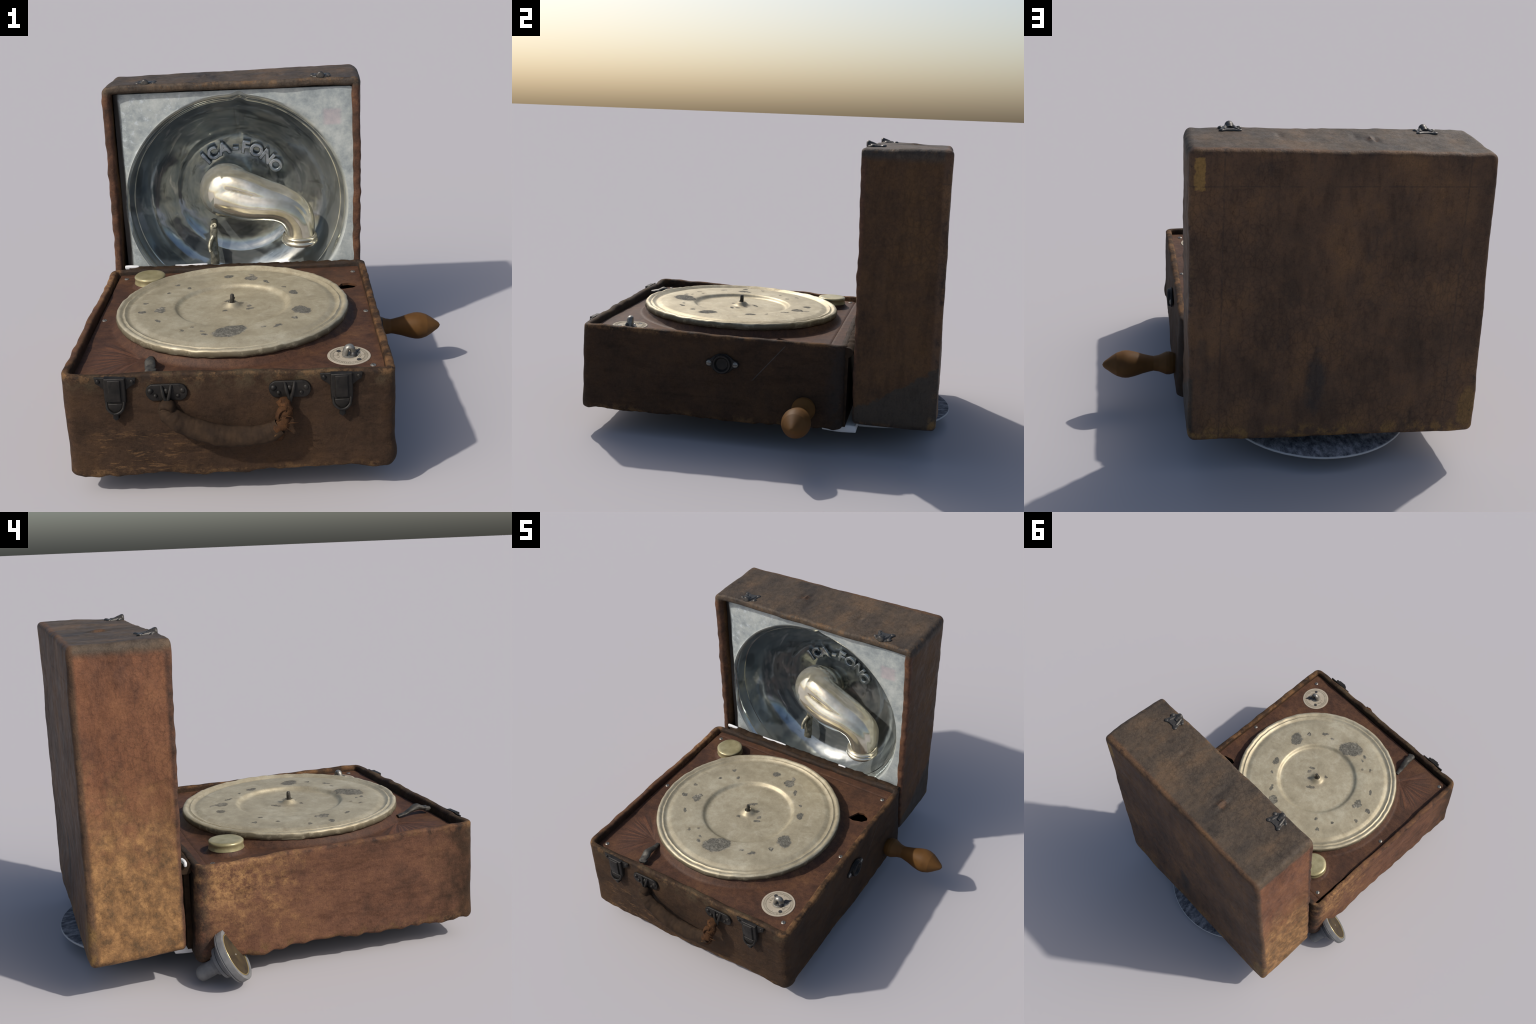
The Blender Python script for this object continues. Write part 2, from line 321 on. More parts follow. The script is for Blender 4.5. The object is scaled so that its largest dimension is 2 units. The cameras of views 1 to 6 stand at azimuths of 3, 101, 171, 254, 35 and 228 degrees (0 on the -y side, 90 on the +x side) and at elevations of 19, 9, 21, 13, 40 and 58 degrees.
def mat_horn(cx, cz, R):
    g = NT("dull_tinplate_horn")
    dx, dz = g.sub(g.x, cx), g.sub(g.z, cz)
    r = g.m("SQRT", g.add(g.mul(dx, dx), g.mul(dz, dz)))
    ang = g.m("ARCTAN2", dz, dx)
    n1, n2, n3 = g.noise(5, 5, 0.6), g.noise(22, 5, 0.7), g.noise(80, 3, 0.65)
    plate = g.ramp(g.add(g.mul(n1, 0.5), g.mul(n2, 0.5)), [(0.33, (0.165, 0.19, 0.20)), (0.46, (0.27, 0.30, 0.30)), (0.56, (0.36, 0.385, 0.37)), (0.68, (0.47, 0.49, 0.465))])
    plate = g.mix(g.mul(g.mul(g.step(g.noise(30, 5, 0.75), 0.54, 0.66), g.step(g.x, -0.15, -0.45)), 0.6), plate, (0.52, 0.57, 0.60))
    stain = g.mul(g.mul(g.step(g.x, 0.36, 0.385), g.step(g.x, 0.475, 0.45)), g.mul(g.step(g.z, 1.285, 1.30), g.step(g.z, 1.385, 1.365)))
    plate = g.mix(g.mul(stain, g.mul(n2, 0.7)), plate, (0.40, 0.28, 0.31))
    plate = g.mix(g.step(g.x, -0.690, -0.708), plate, (0.016, 0.014, 0.013))  # plate's left strip blackened to show the shadowed trench beside the rim
    # bowl: polished spun metal, dark bluish grey with circular and radial drift
    circ = g.noise(3.2, 5, 0.62, vec=g.n("ShaderNodeCombineXYZ", {0: g.mul(r, 7.0), 1: g.mul(g.m("COSINE", ang), 0.9), 2: g.mul(g.m("SINE", ang), 0.9)}).outputs[0], dist=0.4)
    blot = g.noise(4.0, 5, 0.65)
    v = g.add(g.mul(circ, 0.65), g.mul(blot, 0.35))
    bowl = g.ramp(v, [(0.34, (0.17, 0.20, 0.215)), (0.46, (0.32, 0.355, 0.365)), (0.56, (0.44, 0.47, 0.46)), (0.68, (0.62, 0.63, 0.58))])
    # mirror reflections painted as bright and dark streaks, left flank tinted blue
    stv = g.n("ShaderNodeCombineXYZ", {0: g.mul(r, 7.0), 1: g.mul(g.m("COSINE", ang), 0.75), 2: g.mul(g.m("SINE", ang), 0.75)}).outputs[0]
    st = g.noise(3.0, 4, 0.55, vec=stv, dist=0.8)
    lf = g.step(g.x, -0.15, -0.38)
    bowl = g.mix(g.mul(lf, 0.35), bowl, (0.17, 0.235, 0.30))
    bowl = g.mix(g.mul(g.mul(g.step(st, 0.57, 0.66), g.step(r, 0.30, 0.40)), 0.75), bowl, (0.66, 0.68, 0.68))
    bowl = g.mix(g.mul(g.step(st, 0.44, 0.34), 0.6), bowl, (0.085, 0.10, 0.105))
    # lower bowl is paler, right flank tan
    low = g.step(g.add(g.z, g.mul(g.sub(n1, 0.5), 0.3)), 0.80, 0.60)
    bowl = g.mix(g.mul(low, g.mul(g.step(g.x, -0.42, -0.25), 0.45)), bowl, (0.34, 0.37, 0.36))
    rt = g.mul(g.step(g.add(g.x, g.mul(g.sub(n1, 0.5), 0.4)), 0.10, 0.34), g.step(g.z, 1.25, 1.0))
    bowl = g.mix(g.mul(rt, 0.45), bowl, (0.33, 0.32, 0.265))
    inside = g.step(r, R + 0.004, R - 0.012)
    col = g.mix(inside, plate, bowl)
    lip = g.mul(g.step(r, R - 0.05, R - 0.02), g.step(r, R + 0.01, R - 0.002))
    col = g.mix(g.mul(lip, g.mul(g.step(circ, 0.42, 0.6), 0.5)), col, (0.46, 0.47, 0.42))
    wn = g.noise(60, 3, 0.6, vec=g.scaled((1, 1, 0.25), rot=(0, 0.5, 0)))
    b = g.bump(g.noise(9, 2, 0.4), 0.25, 0.012)
    rough = g.n("ShaderNodeMapRange", {0: inside, 1: 0.0, 2: 1.0, 3: 0.5, 4: 0.15}).outputs[0]
    return g.done(col, rough, g.mul(inside, 0.76), b, 0.5)


def mat_chrome():
    g = NT("yellowed_nickel_arm")
    n1, n2 = g.noise(7, 4, 0.6), g.noise(30, 5, 0.7)
    col = g.ramp(n1, [(0.35, (0.50, 0.465, 0.35)), (0.5, (0.62, 0.585, 0.47)), (0.66, (0.74, 0.71, 0.60))])
    col = g.mix(g.mul(g.step(n2, 0.66, 0.74), 0.35), col, (0.25, 0.22, 0.16))
    return g.done(col, g.n("ShaderNodeMapRange", {0: n2, 1: 0.3, 2: 0.8, 3: 0.10, 4: 0.26}).outputs[0], 0.80, None, 0.6)


def mat_simple(name, c1, c2, scale=14, rough=0.5, metal=0.0, bump=0.15, spec=0.5, stretch=(1, 1, 1)):
    g = NT(name)
    n1 = g.noise(scale, 5, 0.65, vec=g.scaled(stretch))
    col = g.ramp(n1, [(0.32, c1), (0.68, c2)])
    return g.done(col, rough, metal, g.bump(g.noise(scale * 3, 4, 0.6), bump, 0.004), spec)


def mat_felt():
    g = NT("grey_speckled_felt")
    a = g.noise(34, 5, 0.75, vec=g.scaled((1, 0.55, 1), rot=(0, 0, 0.6)))
    b_ = g.noise(9, 3, 0.6)
    v = g.add(g.mul(a, 0.8), g.mul(b_, 0.2))
    col = g.ramp(v, [(0.38, (0.06, 0.063, 0.072)), (0.5, (0.17, 0.174, 0.19)), (0.62, (0.33, 0.33, 0.34))])
    r = g.n("ShaderNodeVectorMath", {0: g.P, 1: (-0.11, 0.521, 0.102)}, operation="DISTANCE").outputs[1]
    col = g.mix(g.step(r, 0.473, 0.477), col, (0.46, 0.46, 0.46))
    return g.done(col, 0.95, 0.0, g.bump(a, 0.8, 0.01), 0.1)


def mat_soundbox():
    g = NT("turned_grey_metal")
    n = g.noise(24, 3, 0.6)
    col = g.ramp(n, [(0.3, (0.125, 0.127, 0.130)), (0.7, (0.19, 0.19, 0.187))])
    return g.done(col, 0.6, 0.0, g.bump(n, 0.1, 0.003), 0.2)


def mat_diaphragm():
    g = NT("bronzed_diaphragm")
    n = g.noise(18, 3, 0.6)
    col = g.ramp(n, [(0.35, (0.036, 0.028, 0.020)), (0.65, (0.070, 0.052, 0.028))])
    return g.done(col, 0.6, 0.0, None, 0.15)


M = {
    "base": mat_base_leather(),
    "lid": mat_lid_leather(),
    "deck": mat_deck(),
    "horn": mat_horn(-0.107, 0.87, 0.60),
    "chrome": mat_chrome(),
    "black": mat_simple("blackened_iron", (0.007, 0.0066, 0.006), (0.022, 0.019, 0.016), 22, 0.5, 0.2, 0.4, 0.25),
    "steel": mat_simple("dull_screw_steel", (0.15, 0.142, 0.125), (0.30, 0.285, 0.25), 60, 0.4, 0.6),
    "brass": mat_simple("pale_brass_lid", (0.27, 0.235, 0.115), (0.43, 0.375, 0.215), 16, 0.38, 0.45),
    "iron": mat_simple("weathered_iron", (0.030, 0.027, 0.024), (0.085, 0.078, 0.068), 26, 0.42, 0.4, 0.3),
    "lever": mat_simple("grey_stop_lever", (0.016, 0.014, 0.012), (0.075, 0.068, 0.054), 30, 0.55, 0.3, 0.4),
    "bracket": mat_simple("corroded_bracket", (0.10, 0.095, 0.07), (0.33, 0.31, 0.23), 28, 0.42, 0.6, 0.3),
    "paper": mat_simple("aged_dial_paper", (0.31, 0.265, 0.20), (0.385, 0.335, 0.26), 20, 0.75, 0.0, 0.05, 0.2),
    "ink": mat_simple("faded_dial_ink", (0.10, 0.095, 0.065), (0.17, 0.155, 0.11), 40, 0.8, 0.0, 0.0, 0.1),
    "hole": mat_simple("black_pin", (0.020, 0.018, 0.017), (0.035, 0.032, 0.030), 40, 0.5),
    "felt": mat_felt(),
    "grey": mat_soundbox(),
    "dia": mat_diaphragm(),
    "gold": mat_simple("gold_ring", (0.45, 0.34, 0.12), (0.60, 0.47, 0.20), 30, 0.3, 0.6),
    "wood": mat_simple("turned_crank_wood", (0.082, 0.038, 0.0105), (0.122, 0.058, 0.0165), 9, 0.6, 0.0, 0.05, 0.15),
    "white": mat_simple("bare_white_filler", (0.66, 0.66, 0.66), (0.74, 0.74, 0.74), 5, 0.6, 0.0, 0.05, 0.4),
    "strap": mat_simple("cracked_strap_leather", (0.018, 0.0120, 0.0085), (0.042, 0.026, 0.0155), 17, 0.8, 0.0, 0.5, 0.08),
    "seam": mat_simple("rubbed_tan_seam", (0.026, 0.016, 0.010), (0.100, 0.056, 0.024), 30, 0.85, 0.0, 0.5, 0.08),
    "frayed": mat_simple("frayed_tan_leather", (0.024, 0.013, 0.008), (0.078, 0.036, 0.015), 30, 0.85, 0.0, 0.6, 0.08),
    "platter": mat_platter(-0.103, -0.212),
}


# ------------------------------------------------------------------ object helpers
ROOT = bpy.data.objects.new("portable_gramophone", None)
ROOT.empty_display_size = 0.2
bpy.context.scene.collection.objects.link(ROOT)
ROOT["label"] = "old open suitcase gramophone in worn brown leather with metal horn"
ROOT["category"] = "gramophone"


def put(name, me, parent, mat=None, smooth=40):
    ob = bpy.data.objects.new(name, me)
    bpy.context.scene.collection.objects.link(ob)
    ob.parent = parent
    if mat is not None:
        me.materials.clear()
        for k in (mat if isinstance(mat, (list, tuple)) else [mat]):
            me.materials.append(M[k])
    if smooth:
        me.shade_smooth()
        if smooth < 180:
            me.set_sharp_from_angle(angle=math.radians(smooth))
    else:
        me.shade_flat()
    return ob


def mesh(verts, faces, name="m"):
    me = bpy.data.meshes.new(name)
    me.from_pydata([tuple(map(float, v)) for v in verts], [], faces)
    me.update()
    return me


class Build:
    """collects several shapes into one mesh"""
    def __init__(self):
        self.v, self.f = [], []

    def raw(self, v, f):
        o = len(self.v)
        self.v += [tuple(map(float, p)) for p in v]
        self.f += [tuple(i + o for i in q) for q in f]
        return self

    def mesh(self):
        return mesh(self.v, self.f)


def frame(axis):
    a = Vector(axis).normalized()
    t = Vector((0, 0, 1)) if abs(a.z) < 0.9 else Vector((1, 0, 0))
    u = a.cross(t).normalized()
    return a, u, a.cross(u).normalized()


def lathe(profile, n=48, centre=(0, 0, 0), axis=(0, 0, 1)):
    """profile of (radius, height along axis); radius 0 closes the end"""
    a, u, w = frame(axis)
    c = Vector(centre)
    V, F, rows = [], [], []
    for r, h in profile:
        if r < 1e-6:
            rows.append([len(V)])
            V.append(c + a * h)
        else:
            rows.append(list(range(len(V), len(V) + n)))
            V += [c + a * h + (u * cos(2 * pi * i / n) + w * sin(2 * pi * i / n)) * r for i in range(n)]
    for p, q in zip(rows, rows[1:]):
        for i in range(n):
            j = (i + 1) % n
            if len(p) == 1 and len(q) == 1:
                continue
            if len(p) == 1:
                F.append((p[0], q[j], q[i]))
            elif len(q) == 1:
                F.append((p[i], p[j], q[0]))
            else:
                F.append((p[i], p[j], q[j], q[i]))
    return V, F


def dome(c, r, h, axis, n=14):
    return lathe([(r * cos(t), h * sin(t)) for t in np.linspace(0, pi / 2 - 1e-9, 6)][:-1] + [(0, h)], n, c, axis)


def tube(path, radii, n=14, closed_ends=True, flat=None, up=None):
    """sweep of an ellipse; radii = scalar, or list of (along side, along up) per point"""
    P = [Vector(p) for p in path]
    V, F = [], []
    prev = Vector(up) if up else None
    for i, p in enumerate(P):
        t = (P[min(i + 1, len(P) - 1)] - P[max(i - 1, 0)]).normalized()
        if prev is None:
            prev = frame(t)[1]
        s = (prev - t * prev.dot(t)).normalized()
        prev = s
        w = t.cross(s)
        ra, rb = radii[i] if isinstance(radii, list) and isinstance(radii[i], tuple) else ((radii[i], radii[i]) if isinstance(radii, list) else (radii, radii))
        V += [p + s * (ra * cos(2 * pi * k / n)) + w * (rb * sin(2 * pi * k / n)) for k in range(n)]
    for i in range(len(P) - 1):
        for k in range(n):
            j = (k + 1) % n
            F.append((i * n + k, i * n + j, (i + 1) * n + j, (i + 1) * n + k))
    if closed_ends:
        F.append(tuple(reversed(range(n))))
        F.append(tuple(range((len(P) - 1) * n, len(P) * n)))
    return V, F


def spline(pts, n):
    """Catmull-Rom through the points (any dimension)"""
    p = np.array(pts, float)
    p = np.vstack([2 * p[0] - p[1], p, 2 * p[-1] - p[-2]])
    k = len(p) - 3
    out = []
    for s in np.linspace(0, k - 1e-6, n):
        i, t = int(s), s - int(s)
        a, b, c, d = p[i:i + 4]
        out.append(0.5 * ((2 * b) + (c - a) * t + (2 * a - 5 * b + 4 * c - d) * t * t + (3 * b - a - 3 * c + d) * t ** 3))
    return np.array(out)


def prism(outline, depth, to_world, bevel=0.003, seg=2):
    """outline in 2d extruded by depth; to_world(a, b, d) -> xyz. returns verts, faces after a real bevel"""
    bm = bmesh.new()
    lo = [bm.verts.new(to_world(a, b, 0.0)) for a, b in outline]
    hi = [bm.verts.new(to_world(a, b, depth)) for a, b in outline]
    n = len(outline)
    bm.faces.new(lo[::-1])
    top = bm.faces.new(hi)
    for i in range(n):
        j = (i + 1) % n
        bm.faces.new((lo[i], lo[j], hi[j], hi[i]))
    bmesh.ops.recalc_face_normals(bm, faces=bm.faces)
    if bevel:
        bmesh.ops.bevel(bm, geom=list(top.edges), offset=bevel, segments=seg, affect="EDGES", profile=0.5)
    bmesh.ops.triangulate(bm, faces=[f for f in bm.faces if len(f.verts) > 4])
    bm.verts.index_update()
    V = [v.co.copy() for v in bm.verts]
    F = [tuple(v.index for v in f.verts) for f in bm.faces]
    bm.free()
    return V, F


def applied(ob):
    """bake modifiers of a temporary object and drop the object"""
    dg = bpy.context.evaluated_depsgraph_get()
    me = bpy.data.meshes.new_from_object(ob.evaluated_get(dg))
    bpy.data.objects.remove(ob)
    return me


def temp(me):
    ob = bpy.data.objects.new("tmp", me)
    bpy.context.scene.collection.objects.link(ob)
    return ob


def sstep(x, a, b):
    t = min(1, max(0, (x - a) / (b - a)))
    return t * t * (3 - 2 * t)


# ------------------------------------------------------------------ box shells
def rounded_rect(A, B, r, per_side, per_corner):
    pts = []
    cs = [(A - r, -(B - r), -pi / 2), (A - r, B - r, 0), (-(A - r), B - r, pi / 2), (-(A - r), -(B - r), pi)]
    for k, (cx, cy, a0) in enumerate(cs):
        for i in range(per_corner):
            a = a0 + (pi / 2) * i / per_corner
            pts.append((cx + r * cos(a), cy + r * sin(a)))
        a = a0 + pi / 2
        p = (cx + r * cos(a), cy + r * sin(a))
        nx = cs[(k + 1) % 4]
        q = (nx[0] + r * cos(nx[2]), nx[1] + r * sin(nx[2]))
        for i in range(per_side):
            t = i / per_side
            pts.append((p[0] + (q[0] - p[0]) * t, p[1] + (q[1] - p[1]) * t))
    return pts


def shell(A, B, H, r, edge_r, rim, depth_in, place, disturb, per_side=84, rows=30):
    """open tray: closed floor at h = 0, walls up to h = H, rounded rim, inner wall down by depth_in.
    place(u, v, h) maps to the world; disturb(point, u, v, h, outside) adds unevenness."""
    prof = [(edge_r * (1 - cos(t)), edge_r * (1 - sin(t))) for t in np.linspace(0, pi / 2, 6)][::-1]   # floor edge -> wall
    prof = [(d, h) for d, h in prof]
    prof = [(edge_r * (1 - sin(t)), edge_r * (1 - cos(t))) for t in np.linspace(0, pi / 2, 7)]
    rr = rim * 0.38
    prof += [(0, edge_r + (H - rr - edge_r) * i / rows) for i in range(1, rows + 1)]
    prof += [(rr * (1 - cos(t)), H - rr + rr * sin(t)) for t in np.linspace(0.25, pi / 2, 5)]
    prof += [(rim - rr + rr * sin(t), H - rr + rr * cos(t)) for t in np.linspace(0, pi / 2, 5)]
    prof += [(rim + 0.003, H - rr - (depth_in - rr) * i / 7) for i in range(1, 8)]
    V, F, rowsidx = [], [], []
    N = None
    def ring(pts, h, out):
        nonlocal N
        N = len(pts)
        rowsidx.append(len(V))
        for a, b in pts:
            V.append((a, b, h, out))
    base = rounded_rect(A - edge_r, B - edge_r, max(r - edge_r, 0.006), per_side, 7)
    for s in np.linspace(0.0, 0.97, 26):
        s = max(s, 0.02)
        ring([(a * s, b * s) for a, b in base], 0.0, 1)
    for k, (d, h) in enumerate(prof):
        ring(rounded_rect(A - d, B - d, max(r - d, 0.006), per_side, 7), h, 1 if k < len(prof) - 12 else 0)
    for p, q in zip(rowsidx, rowsidx[1:]):
        for i in range(N):
            j = (i + 1) % N
            F.append((p + i, p + j, q + j, q + i))
    F.append(tuple(reversed(range(N))))
    W = []
    for a, b, h, out in V:
        u, v = a / A, b / B
        p = Vector(place(u, v, h / H))
        W.append(disturb(p, u, v, h / H, out))
    return W, F


def trilinear(c):
    """c[(i, j, k)] corner positions for u, v in -1..1 and w in 0..1"""
    def f(u, v, w):
        s, t = (u + 1) / 2, (v + 1) / 2
        out = Vector((0, 0, 0))
        for (i, j, k), p in c.items():
            out += Vector(p) * ((s if i else 1 - s) * (t if j else 1 - t) * (w if k else 1 - w))
        return out
    return f


def wobble(p, amp, f, seed=0.0):
    return noise.noise_vector(Vector((p.x * f + seed, p.y * f + seed * 1.7, p.z * f - seed))) * amp


# --- lower case -----------------------------------------------------------
base_place = trilinear({
    (0, 0, 0): (-0.782, -0.911, 0.103), (1, 0, 0): (0.598, -0.900, 0.126), (1, 1, 0): (0.588, 0.474, 0.126), (0, 1, 0): (-0.802, 0.462, 0.106),
    (0, 0, 1): (-0.779, -0.907, 0.582), (1, 0, 1): (0.598, -0.902, 0.573), (1, 1, 1): (0.574, 0.474, 0.560), (0, 1, 1): (-0.799, 0.448, 0.552)})


def base_disturb(p, u, v, w, out):
    q = p + wobble(p, 0.007, 3.2) + wobble(p, 0.003, 11, 5)
    if out:
        q += wobble(p, 0.0014, 36, 9)
    if v < -0.9:
        q.y -= 0.010 * (1 - u * u) * sstep(1 - w, 0.0, 0.4)
    # ragged, scalloped lower edge, worst along the left flank
    low = max(0.0, 1 - w / 0.16)
    if low > 0 and out:
        k = 0.020 if u < -0.9 else 0.016
        edge = max(abs(u), abs(v))
        q.z += low * sstep(edge, 0.6, 1.0) * (k * noise.noise((p.x * 7, p.y * 7, 3.1)) + 0.6 * k * noise.noise((p.x * 22, p.y * 22, 8.1)))
        if u < -0.9:
            q.x += low * 0.012 * noise.noise((p.y * 16, 2.2, p.z * 5))
            q.z -= low * 0.022 * math.exp(-((p.y - 0.18) / 0.10) ** 2)
            q.z += low * 0.018 * math.exp(-((p.y - 0.36) / 0.07) ** 2)
    if v > 0.9:
        q.z -= 0.009 * sstep(w, 0.7, 1.0) * (1 - u ** 4)
    if u > 0.9 and v < -0.9:
        q.x += 0.010 * math.exp(-((w - 0.12) / 0.10) ** 2)
    # hand-worn, slightly rippled top rim
    top = sstep(w, 0.86, 1.0)
    q += Vector((noise.noise((p.y * 15, 1, 1)) * 0.0045 * abs(u) ** 6, noise.noise((p.x * 15, 4, 1)) * 0.0045 * abs(v) ** 6, noise.noise((p.x * 12, p.y * 12, 6)) * 0.004)) * top
    return q


V, F = shell(0.68, 0.68, 0.45, 0.048, 0.020, 0.034, 0.30, base_place, base_disturb)
base = put("base_case", mesh(V, F), ROOT, "base", 50)

# --- lid (an upright tray: floor is the rear panel, open to the front) ----
lid_place = trilinear({
    # u: x, v: z, w: 0 rear panel .. 1 front rim
    (0, 0, 0): (-0.816, 0.932, 0.161), (1, 0, 0): (0.555, 0.941, 0.157), (1, 1, 0): (0.564, 0.933, 1.545), (0, 1, 0): (-0.782, 0.918, 1.533),
    (0, 0, 1): (-0.804, 0.512, 0.170), (1, 0, 1): (0.560, 0.519, 0.160), (1, 1, 1): (0.565, 0.497, 1.543), (0, 1, 1): (-0.775, 0.491, 1.536)})


def lid_disturb(p, u, v, w, out):
    q = p + wobble(p, 0.008, 2.8, 3) + wobble(p, 0.003, 10, 2)
    if out:
        q += wobble(p, 0.0012, 34, 4)
    rim = sstep(w, 0.82, 1.0)
    side = abs(u) ** 8
    q.y += rim * (0.0060 * noise.noise((p.z * 17, p.x * 4, 2)) * side + 0.003 * noise.noise((p.x * 15, p.z * 4, 7)))
    q.x += rim * 0.007 * side * noise.noise((p.z * 19, 5, 5))
    q.z += rim * 0.004 * abs(v) ** 8 * noise.noise((p.x * 17, 9, 5))
    # dents on the top face
    if v > 0.9:
        for (dx, dy, ax, ay, d) in ((-0.255, 0.71, 0.012, 0.05, 0.012), (-0.275, 0.715, 0.012, 0.04, -0.010), (-0.19, 0.66, 0.02, 0.05, -0.008), (0.15, 0.67, 0.015, 0.06, -0.007), (0.02, 0.62, 0.05, 0.04, -0.004)):
            q.z += d * math.exp(-((p.x - dx) / ax) ** 2 - ((p.y - dy) / ay) ** 2)
    # sunken lower rear panel, hollow left flank
    if w < 0.02:
        env = (1 - abs(u) ** 4) * (1 - abs(v) ** 4)
        q.y -= env * 0.021 * math.exp(-((p.z - 0.47) / 0.22) ** 2 - ((p.x - 0.04) / 0.40) ** 2)
        q.y -= env * 0.017 * sstep(p.x, 0.02, 0.42) * sstep(p.z, 0.24, 0.42) * sstep(1.38 - p.z, 0.0, 0.22)
    if u < -0.9:
        q.x += 0.025 * math.exp(-((p.z - 0.86) / 0.25) ** 2) * sstep(1 - abs(2 * w - 1), 0.0, 0.5)
    if u > 0.9:
        q.x += 0.008 * sstep(p.z, 0.9, 1.4) * sstep(1 - abs(2 * w - 1), 0.0, 0.4)
    return q


V, F = shell(0.68, 0.69, 0.42, 0.036, 0.024, 0.042, 0.085, lambda u, v, w: lid_place(u, v, w), lid_disturb, per_side=124, rows=40)
F = [tuple(reversed(f)) for f in F]
lid = put("lid", mesh(V, F), ROOT, "lid", 50)

# ------------------------------------------------------------------ deck board
PC, PN, PR = Vector((-0.103, -0.212, 0.5970)), Vector((-0.007, 0.014, 1.0)).normalized(), 0.545
CUP = (-0.563, 0.250)


def deck_z(x, y):
    z = 0.5335 + 0.004 * (x + 0.1) / 0.65 - 0.004 * (y + 0.2) / 0.6 - 0.004 * sstep(y, -0.1, 0.35) * sstep(x, -0.2, 0.3)
    z += 0.0025 * noise.noise((x * 6, y * 6, 0)) + 0.0008 * noise.noise((x * 30, y * 30, 0))
    r = math.hypot(x - PC.x, y - PC.y)
    z += 0.036 * sstep(r, 0.578, 0.530)                       # bulge rising under the turntable
    z += 0.030 * sstep(math.hypot(x - CUP[0], y - CUP[1]), 0.100, 0.068)
    if y > 0.375:                                              # moulding along the hinge side
        z += 0.003 * sstep(y, 0.380, 0.386) - 0.004
    dx, dy = x + 0.48, y + 0.648                               # fan of folds in the front left
    rr, an = math.hypot(dx, dy), math.atan2(dy, -dx)
    if rr < 0.26 and -1.3 < an < 0.95:
        env = sstep(rr, 0.26, 0.12) * sstep(an, -1.3, -1.0) * sstep(an, 0.95, 0.7)
        z += env * (0.004 * noise.noise((an * 5.5, rr * 2, 2)) - 0.010 * sstep(rr, 0.10, 0.0))
    return z


hole = [(0.404, 0.106), (0.424, 0.150), (0.436, 0.176), (0.470, 0.184), (0.503, 0.168), (0.514, 0.140), (0.492, 0.112), (0.462, 0.104), (0.440, 0.096)]


def inside(poly, x, y):
    c = False
    for (x1, y1), (x2, y2) in zip(poly, poly[1:] + poly[:1]):
        if (y1 > y) != (y2 > y) and x < (x2 - x1) * (y - y1) / (y2 - y1) + x1:
            c = not c
    return c


nx_, ny_ = 190, 182
xs, ys = np.linspace(-0.748, 0.562, nx_), np.linspace(-0.862, 0.452, ny_)
V, F = [], []


def nearest(poly, x, y):
    best = None
    for (x1, y1), (x2, y2) in zip(poly, poly[1:] + poly[:1]):
        t = min(1, max(0, ((x - x1) * (x2 - x1) + (y - y1) * (y2 - y1)) / ((x2 - x1) ** 2 + (y2 - y1) ** 2)))
        px, py = x1 + t * (x2 - x1), y1 + t * (y2 - y1)
        d = math.hypot(px - x, py - y)
        if best is None or d < best[0]:
            best = (d, px, py)
    return best


gone = {(i, j) for j in range(ny_ - 1) for i in range(nx_ - 1) if inside(hole, (xs[i] + xs[i + 1]) / 2, (ys[j] + ys[j + 1]) / 2)}
for j in range(ny_):
    for i in range(nx_):
        x, y = xs[i], ys[j]
        around = [(i - a, j - b) in gone for a in (0, 1) for b in (0, 1)]
        if any(around) and not all(around):          # pull the border of the broken hole onto its outline
            d, x, y = nearest(hole, x, y)
        V.append((x, y, deck_z(x, y)))
for j in range(ny_ - 1):
    for i in range(nx_ - 1):
        if not inside(hole, (xs[i] + xs[i + 1]) / 2, (ys[j] + ys[j + 1]) / 2):
            F.append((j * nx_ + i, j * nx_ + i + 1, (j + 1) * nx_ + i + 1, (j + 1) * nx_ + i))
me = mesh(V, F)
ob = temp(me)
s = ob.modifiers.new("s", "SOLIDIFY")
s.thickness, s.offset = 0.012, -1
deck = put("deck_board", applied(ob), ROOT, "deck", 45)

# screws with slots around the board
sv = Build()
sv.raw(*lathe([(0.0, -0.004), (0.0125, -0.004), (0.0125, 0.0005), (0.010, 0.0030), (0, 0.0040)], 18))
sv.raw(*prism([(-0.0015, -0.0105), (0.0015, -0.0105), (0.0015, 0.0105), (-0.0015, 0.0105)], 0.0012, lambda a, b, d: (a, b, 0.0034 + d), 0))
screw_me = sv.mesh()
screw_me.materials.append(M["steel"])
screw_me.materials.append(M["hole"])
for f in screw_me.polygons:
    f.material_index = 1 if f.index >= len(screw_me.polygons) - 6 else 0
screw_me.shade_smooth()
screw_me.set_sharp_from_angle(angle=0.7)
for (x, y, a) in ((0.516, -0.798, 0.3), (-0.701, -0.82, 1.0), (0.505, 0.352, 0.2), (-0.708, 0.352, 0.9), (-0.722, -0.216, 0.5), (0.531, -0.208, 0.1)):
    o = put("screw", screw_me, deck, None, 180)
    o.location = (x, y, deck_z(x, y) + 0.001)
    o.rotation_euler = (0, 0, a)

# speed dial: paper disc, printed scale, two pins, nickel knob with pointer
DC = Vector((0.421, -0.699, 0.539))
dial = put("speed_dial", mesh(*lathe([(0.0, -0.004), (0.0925, -0.004), (0.0925, 0.0030), (0.0915, 0.0040), (0.0, 0.0040)], 72, DC)), deck, "paper", 30)
ink = Build()


def ring_strip(r0, r1, a0, a1, n, z):
    V = [(DC.x + r * cos(a), DC.y + r * sin(a), DC.z + z + dz) for a in np.linspace(a0, a1, n) for r, dz in ((r0, -0.0006), (r0, 0), (r1, 0), (r1, -0.0006))]
    F = [(4 * i + k, 4 * i + k + 1, 4 * i + k + 5, 4 * i + k + 4) for i in range(n - 1) for k in range(3)]
    return V, [tuple(reversed(f)) for f in F]


